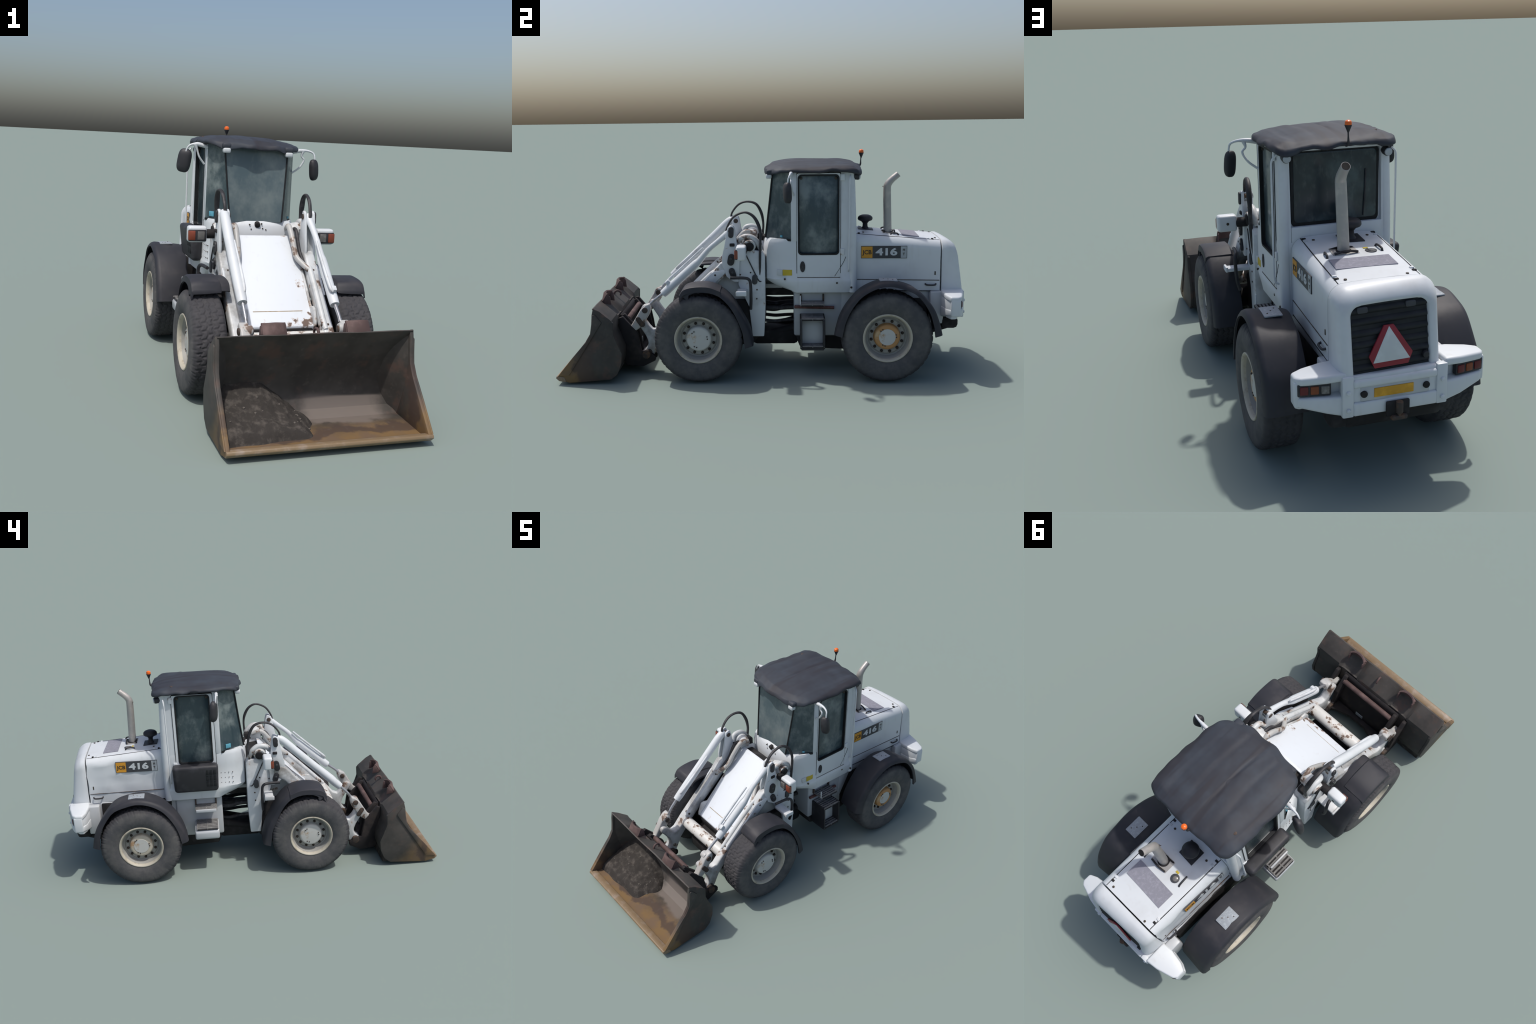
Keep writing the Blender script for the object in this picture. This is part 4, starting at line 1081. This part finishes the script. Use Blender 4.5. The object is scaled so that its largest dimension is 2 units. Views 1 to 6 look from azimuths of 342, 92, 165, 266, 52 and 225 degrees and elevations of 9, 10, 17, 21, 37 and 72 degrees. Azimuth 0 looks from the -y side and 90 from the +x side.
# ------------------------------------------------------------------ hood
def hood_loop(y, cx, halfw, top, bottom, r, n=8):
    pts = [Vector((cx + halfw, y, bottom)), Vector((cx + halfw, y, (bottom + top - r) / 2))]
    for k in range(n + 1):
        a = math.pi / 2 * k / n
        pts.append(Vector((cx + halfw - r + r * math.cos(a), y, top - r + r * math.sin(a) * 1.0)))
    for x in (0.09, 0.045, 0.0, -0.045, -0.09):
        pts.append(Vector((cx + x, y, top + 0.003 * (1 - (x / 0.13) ** 2))))
    for k in range(n + 1):
        a = math.pi / 2 + math.pi / 2 * k / n
        pts.append(Vector((cx - halfw + r + r * math.cos(a), y, top - r + r * math.sin(a))))
    pts += [Vector((cx - halfw, y, (bottom + top - r) / 2)), Vector((cx - halfw, y, bottom))]
    return pts
def hood_cx(y):
    return 0.006 + 0.010 * (y - 0.45) / 0.4
def hood_top(y):
    return 0.680 - 0.083 * (y - 0.45)
ys = [0.448 + (0.855 - 0.448) * k / 16 for k in range(17)]
bm = loft([hood_loop(y, hood_cx(y), 0.1665, hood_top(y), 0.400, 0.050) for y in ys])
bmesh.ops.subdivide_edges(bm, edges=[e for e in bm.edges if abs(e.verts[0].co.y - e.verts[1].co.y) < 1e-6 and abs(e.verts[0].co.z - e.verts[1].co.z) > 0.06], cuts=4, use_grid_fill=True)
wobble(bm, 0.0065, 18, 5.0, lambda c: 1.0 if c.x < -0.13 and c.z < 0.62 else 0.12)
hood = from_bm("hood", bm, "white", loader, 40)

# seams and gaps
for s in (1, -1):
    sx = lambda y: hood_cx(y) + s * 0.1665
    tube("hood_seam", [(hood_cx(0.45) + s * 0.134, 0.450, 0.676), (hood_cx(0.65) + s * 0.134, 0.65, hood_top(0.65) - 0.0035), (hood_cx(0.85) + s * 0.132, 0.853, hood_top(0.853) - 0.0035)], 0.0021, "seam", hood, 6, 6)
    tube("hood_seam", [(sx(0.45), 0.456, 0.457), (sx(0.65), 0.65, 0.4545), (sx(0.85), 0.852, 0.452)], 0.0020, "rusty_pin", hood, 6, 6)
    tube("hood_seam", [(sx(0.45), 0.456, 0.402), (sx(0.65), 0.65, 0.401), (sx(0.85), 0.852, 0.399)], 0.0022, "seam", hood, 6, 6)
    tube("hood_catch", [(sx(0.75) + s * 0.001, 0.785, 0.434), (sx(0.75) + s * 0.012, 0.792, 0.431), (sx(0.75) + s * 0.012, 0.826, 0.430), (sx(0.75) + s * 0.002, 0.836, 0.434)], 0.0042, "black", hood, 5, 8)
    box("hood_lock", (sx(0.83) - 0.002, 0.828, 0.478), (sx(0.83) + 0.002, 0.834, 0.496), "ink", hood, 0.001)
    for y in (0.466, 0.490, 0.800, 0.820):
        box("hood_hinge", (hood_cx(y) + s * 0.127 - 0.007, y - 0.005, hood_top(y) - 0.004), (hood_cx(y) + s * 0.127 + 0.007, y + 0.005, hood_top(y) + 0.0025), "dark_frame" if y < 0.48 or y > 0.81 else "white_worn", hood, 0.001)
for x, y in ((0.120, 0.837), (-0.078, 0.844), (-0.088, 0.494), (0.106, 0.490)):
    rod("hood_bolt", (x, y, hood_top(y) - 0.004), (x, y, hood_top(y) + 0.0042), 0.0052, "ink", hood, 12, 0.0008)

def on_hood(name, pts, mat, lift=0.0035):
    bm = bmesh.new()
    lo = [bm.verts.new((x, y, hood_top(y) - 0.004)) for x, y in pts]
    hi = [bm.verts.new((x, y, hood_top(y) + lift + 0.001)) for x, y in pts]
    n = len(pts)
    for i in range(n):
        bm.faces.new((lo[i], lo[(i + 1) % n], hi[(i + 1) % n], hi[i]))
    bm.faces.new(lo); bm.faces.new(hi)
    return from_bm(name, bm, mat, hood, 30)
on_hood("grip_mat", [(0.118, 0.680), (-0.084, 0.687), (-0.082, 0.768), (0.121, 0.760)], "grey_mat")
on_hood("exhaust_base_plate", [(0.086, 0.588), (0.000, 0.592), (0.001, 0.650), (0.090, 0.646)], "exhaust")
on_hood("intake_base_plate", [(0.020, 0.474), (-0.058, 0.478), (-0.057, 0.552), (0.022, 0.548)], "black", 0.005)
rod("filler_hole", (-0.044, 0.636, 0.655), (-0.044, 0.636, hood_top(0.636) + 0.0045), 0.020, "decal_dark", hood, 28, 0.001)
rod("filler_cap", (-0.044, 0.636, 0.655), (-0.046, 0.636, hood_top(0.636) + 0.0065), 0.012, "lens_clear", hood, 20, 0.002)
box("yellow_tag", (-0.042, 0.606, 0.662), (-0.026, 0.616, hood_top(0.61) + 0.0045), "yellow_sticker", hood, 0.0005)
tube("hood_handle", [(-0.075, 0.598, 0.668), (-0.077, 0.606, 0.676), (-0.079, 0.640, 0.674), (-0.080, 0.648, 0.664)], 0.004, "black", hood, 5, 8)
tube("hood_handle", [(0.112, 0.622, 0.664), (0.113, 0.630, 0.674), (0.115, 0.655, 0.672), (0.115, 0.662, 0.660)], 0.004, "black", hood, 5, 8)
for yy in (0.594, 0.646):
    tube("exhaust_clamp", [(0.005, yy, 0.672), (0.045, yy + 0.004, 0.678), (0.085, yy, 0.670)], 0.004, "dark_frame", hood, 4, 6)

# exhaust stack
ex = tube("exhaust_pipe", [(0.044, 0.616, 0.655), (0.045, 0.616, 0.70), (0.048, 0.613, 0.80), (0.051, 0.611, 0.885), (0.0525, 0.615, 0.908), (0.053, 0.632, 0.930), (0.054, 0.664, 0.957)],
          [0.0205, 0.0200, 0.0195, 0.0190, 0.0182, 0.0165, 0.0155], "exhaust", loader, 8, 24)
d = Vector((0.001, 0.035, 0.029)).normalized()
a = Vector((0.054, 0.664, 0.957))
rod("exhaust_mouth", a - d * 0.004, a + d * 0.0008, 0.0138, "soot", ex, 20, 0)
rod("exhaust_collar", (0.044, 0.616, 0.664), (0.044, 0.616, 0.673), 0.027, "dark_frame", ex, 24, 0.003)
tube("exhaust_weld", [(0.036, 0.590, 0.897), (0.052, 0.596, 0.892), (0.068, 0.606, 0.893)], 0.0016, "rusty_pin", ex, 5, 6)

# mushroom air intake
lathe("air_intake", [(0.668, 0.024), (0.680, 0.020), (0.690, 0.013), (0.706, 0.012), (0.716, 0.020), (0.722, 0.034), (0.728, 0.0375), (0.737, 0.0365), (0.744, 0.030), (0.749, 0.018), (0.7505, 0.001)], "black", loader, 36, origin=(-0.020, 0.512, 0), axis="z", smooth=50)

# ------------------------------------------------------------------ side decals
def decal(s):
    if s > 0:
        x = 0.1752
        y0, y1, zc = 0.474, 0.694, 0.591
        r = Vector((0.012, 1, 0.004)).normalized()
    else:
        x = -0.1632
        y0, y1, zc = 0.700, 0.480, 0.597
        r = Vector((-0.012, -1, 0.004)).normalized()
    y_at = lambda f: y0 + (y1 - y0) * f
    def patch(name, f0, f1, mat, hgt=0.056, lift=0.0):
        ya, yb = sorted((y_at(f0), y_at(f1)))
        xa, xb = (x + 0.025 * (q - 0.47) * 1.0 if s > 0 else x + 0.025 * (q - 0.47) for q in (ya, yb))
        bm = bmesh.new()
        t = 0.0012 + lift
        quad = [(xa, ya, zc - hgt / 2), (xb, yb, zc - hgt / 2), (xb, yb, zc + hgt / 2), (xa, ya, zc + hgt / 2)]
        lo = [bm.verts.new((q[0] - s * 0.006, q[1], q[2])) for q in quad]
        hi = [bm.verts.new((q[0] + s * t, q[1], q[2])) for q in quad]
        for i in range(4):
            bm.faces.new((lo[i], lo[(i + 1) % 4], hi[(i + 1) % 4], hi[i]))
        bm.faces.new(lo); bm.faces.new(hi)
        return from_bm(name, bm, mat, hood, 30)
    patch("decal_panel", 0.0, 1.0, "decal_dark", 0.060)
    patch("logo_panel", 0.008, 0.248, "amber", 0.055, 0.0008)
    patch("grade_panel", 0.865, 0.992, "decal_grey", 0.056, 0.0008)
    def at(f, dz=0):
        yy = y_at(f)
        return Vector((x + 0.025 * (yy - 0.47) + s * 0.0022, yy, zc + dz))
    rr = Vector((0.025 * s, 1 * s, 0)) if s > 0 else Vector((-0.025, -1, 0))
    text_plate("logo_lettering", "JCB", "ink", hood, 0.028, at(0.128, -0.001), rr, (0, -0.12, 1) if s > 0 else (0, 0.12, 1), 0.0006, 0.12, 0.0007)
    text_plate("model_number", "416", "decal_white", hood, 0.047, at(0.555), rr, (0, 0, 1), 0.0006, 0.0, 0.0017, 1.45)
    text_plate("grade_letter", "H", "ink", hood, 0.017, at(0.93, 0.011), rr, (0, 0, 1), 0.0006, 0, 0.0004)
    text_plate("grade_letter", "T", "ink", hood, 0.017, at(0.93, -0.010), rr, (0, 0, 1), 0.0006, 0, 0.0004)
decal(1)
decal(-1)

# ------------------------------------------------------------------ rear grille surround
CXR = 0.016
def tilt(p):
    """rear face leans: higher points sit further forward"""
    return Vector((p.x, p.y + (0.004 + 0.05 * (p.x - 0.016)) * max(0.0, min(1.0, (p.y - 0.87) / 0.06)) - 0.150 * max(0.0, p.z - 0.392) * max(0.0, min(1.0, (p.y - 0.86) / 0.075)), p.z))
def surround():
    L = []
    base = lambda y, sh, tp: hood_loop(y, CXR, 0.1685 - sh, hood_top(0.86) + 0.003 - tp, 0.388, 0.050)
    L.append(base(0.8625, 0.012, 0.012))
    L.append(base(0.8625, 0.002, 0.002))
    L.append(base(0.866, 0.0, 0.0))
    L.append(base(0.900, 0.000, 0.001))
    L.append(base(0.922, 0.002, 0.006))
    L.append(base(0.940, 0.006, 0.014))
    L.append(base(0.952, 0.013, 0.026))
    L.append(base(0.957, 0.022, 0.040))
    def opening(y, w, tp):
        return hood_loop(y, CXR, w, tp, 0.392, 0.030)
    L.append(opening(0.958, 0.131, 0.604))
    L.append(opening(0.954, 0.126, 0.598))
    L.append(opening(0.940, 0.124, 0.596))
    bm = loft([[tilt(p) for p in lp] for lp in L], cap0=True, cap1=True)
    return from_bm("grille_surround", bm, "white", loader, 50)
gs = surround()
wallb = prism("grille", [(-0.126 + CXR, 0.392), (0.126 + CXR, 0.392), (0.126 + CXR, 0.60), (-0.126 + CXR, 0.60)], 0.942, 0.946, "grille", gs, 0, axis="y", warp=lambda c: tilt(c))
for k in range(6):
    z = 0.412 + 0.034 * k
    o = prism("grille_slat", [(0.945, z - 0.013), (0.9525, z - 0.004), (0.953, z + 0.003), (0.945, z + 0.012)], CXR - 0.124, CXR + 0.124, "grille", gs, 0.002, warp=lambda c: tilt(c))
for s in (1, -1):
    o = prism("grille_lamp", rounded_rect(CXR + 0.010 + s * 0.078, 0.585, 0.034, 0.018, 0.006), 0.947, 0.957, "decal_dark", gs, 0.002, axis="y", warp=lambda c: tilt(c))
rod("grille_latch", (-0.095, 0.936, 0.425), (-0.095, 0.954, 0.425), 0.010, "black", gs, 14)
# warning triangle
def tri(name, pts, y0, y1, mat):
    return prism(name, pts, y0, y1, mat, gs, 0.0008, axis="y", warp=lambda c: tilt(c))
tri("warning_sign", [(0.040, 0.533), (0.008, 0.533), (-0.050, 0.444), (-0.034, 0.410), (0.076, 0.410), (0.092, 0.446)], 0.955, 0.961, "sign_red")
tri("warning_sign_face", [(0.024, 0.530), (-0.040, 0.426), (0.080, 0.426)], 0.960, 0.9625, "sign_white")

# ------------------------------------------------------------------ rear bumper
BC = 0.010
bumper = prism("rear_bumper", [(BC - 0.165, 0.860), (BC + 0.165, 0.860), (BC + 0.165, 0.962), (BC + 0.120, 0.969), (BC, 0.971), (BC - 0.120, 0.969), (BC - 0.165, 0.962)], 0.270, 0.395, "white", loader, 0.010, 3, axis="z")
box("plate_recess", (BC - 0.110, 0.960, 0.312), (BC + 0.112, 0.9725, 0.360), "lower_grey", bumper, 0.004)
box("bumper_top_rail", (BC - 0.135, 0.956, 0.358), (BC + 0.135, 0.977, 0.384), "white", bumper, 0.008, 3)
box("bumper_bottom_rail", (BC - 0.135, 0.956, 0.268), (BC + 0.135, 0.976, 0.312), "white", bumper, 0.006, 3)
box("licence_plate", (-0.046, 0.971, 0.322), (0.080, 0.9755, 0.351), "licence", bumper, 0.001)
for x in (-0.088, 0.112):
    rod("plate_lamp", (x, 0.968, 0.337), (x, 0.978, 0.337), 0.011, "dark_frame", bumper, 14, 0.002)
for s in (1, -1):
    x = BC + s * 0.151
    box("bumper_post", (x - 0.018, 0.950, 0.266), (x + 0.018, 0.9745, 0.398), "white", bumper, 0.005)
    for z in (0.348, 0.290):
        rod("bumper_bolt", (x, 0.971, z), (x, 0.982, z), 0.0075, "white_worn", bumper, 6, 0.002)
    X = lambda v: s * v + (0.006 if s > 0 else 0.002)
    wing = [(X(0.155), 0.862), (X(0.155), 0.968), (X(0.215), 0.960), (X(0.292), 0.938), (X(0.306), 0.922), (X(0.306), 0.884), (X(0.270), 0.868), (X(0.205), 0.858)]
    wing_in = [(X(0.155), 0.862), (X(0.155), 0.930), (X(0.290), 0.918), (X(0.300), 0.906), (X(0.300), 0.886), (X(0.270), 0.870), (X(0.205), 0.860)]
    sink = lambda c: Vector((c.x, c.y, c.z - 0.012 * max(0.0, (abs(c.x) - 0.17) / 0.13)))
    rise = lambda c: Vector((c.x, c.y, c.z + (0.034 if c.z < 0.30 else 0.0) * max(0.0, (abs(c.x) - 0.17) / 0.13)))
    prism("bumper_wing", wing, 0.383, 0.409, "white", bumper, 0.008, 3, axis="z", warp=sink)
    prism("bumper_wing_base", wing, 0.268, 0.335, "white", bumper, 0.008, 3, axis="z", warp=rise)
    prism("bumper_wing_back", wing_in, 0.30, 0.395, "white", bumper, 0.004, 2, axis="z", warp=sink)
    box("bumper_wing_end", (X(0.288) if s > 0 else X(0.307), 0.884, 0.30), (X(0.307) if s > 0 else X(0.288), 0.932, 0.385), "white", bumper, 0.008, 3)
    rz = -0.16 * s
    tl = box("tail_light", (X(0.248) - 0.050, 0.924, 0.338), (X(0.248) + 0.050, 0.944, 0.378), "black", bumper, 0.004, rot=("Z", rz))
    for k, mt in enumerate(("lens_red", "lens_orange", "lens_clear" if s > 0 else "lens_red")):
        cx = X(0.248 + (1 - k) * 0.031)
        cy = 0.9365 + (0.005 * (k - 1))
        box("tail_lens", (cx - 0.0125, cy - 0.004, 0.345), (cx + 0.0125, cy + 0.011, 0.371), mt, bumper, 0.003, rot=("Z", rz))
box("bumper_underside", (BC - 0.205, 0.862, 0.215), (BC + 0.200, 0.945, 0.275), "dark_frame", bumper, 0.02)
# tow hitch
th = box("tow_hitch", (-0.030, 0.978, 0.256), (0.046, 0.988, 0.306), "dark_frame", bumper, 0.006)
rod("hitch_cup", (0.006, 0.991, 0.268), (0.006, 0.991, 0.306), 0.0115, "rusty_pin", bumper, 18, 0.003)
rod("hitch_pin", (0.006, 0.991, 0.25), (0.006, 0.991, 0.3075), 0.0065, "rusty_pin", bumper, 12, 0.001)
box("hitch_jaw", (-0.020, 0.975, 0.246), (0.032, 0.999, 0.262), "rusty_pin", bumper, 0.006)
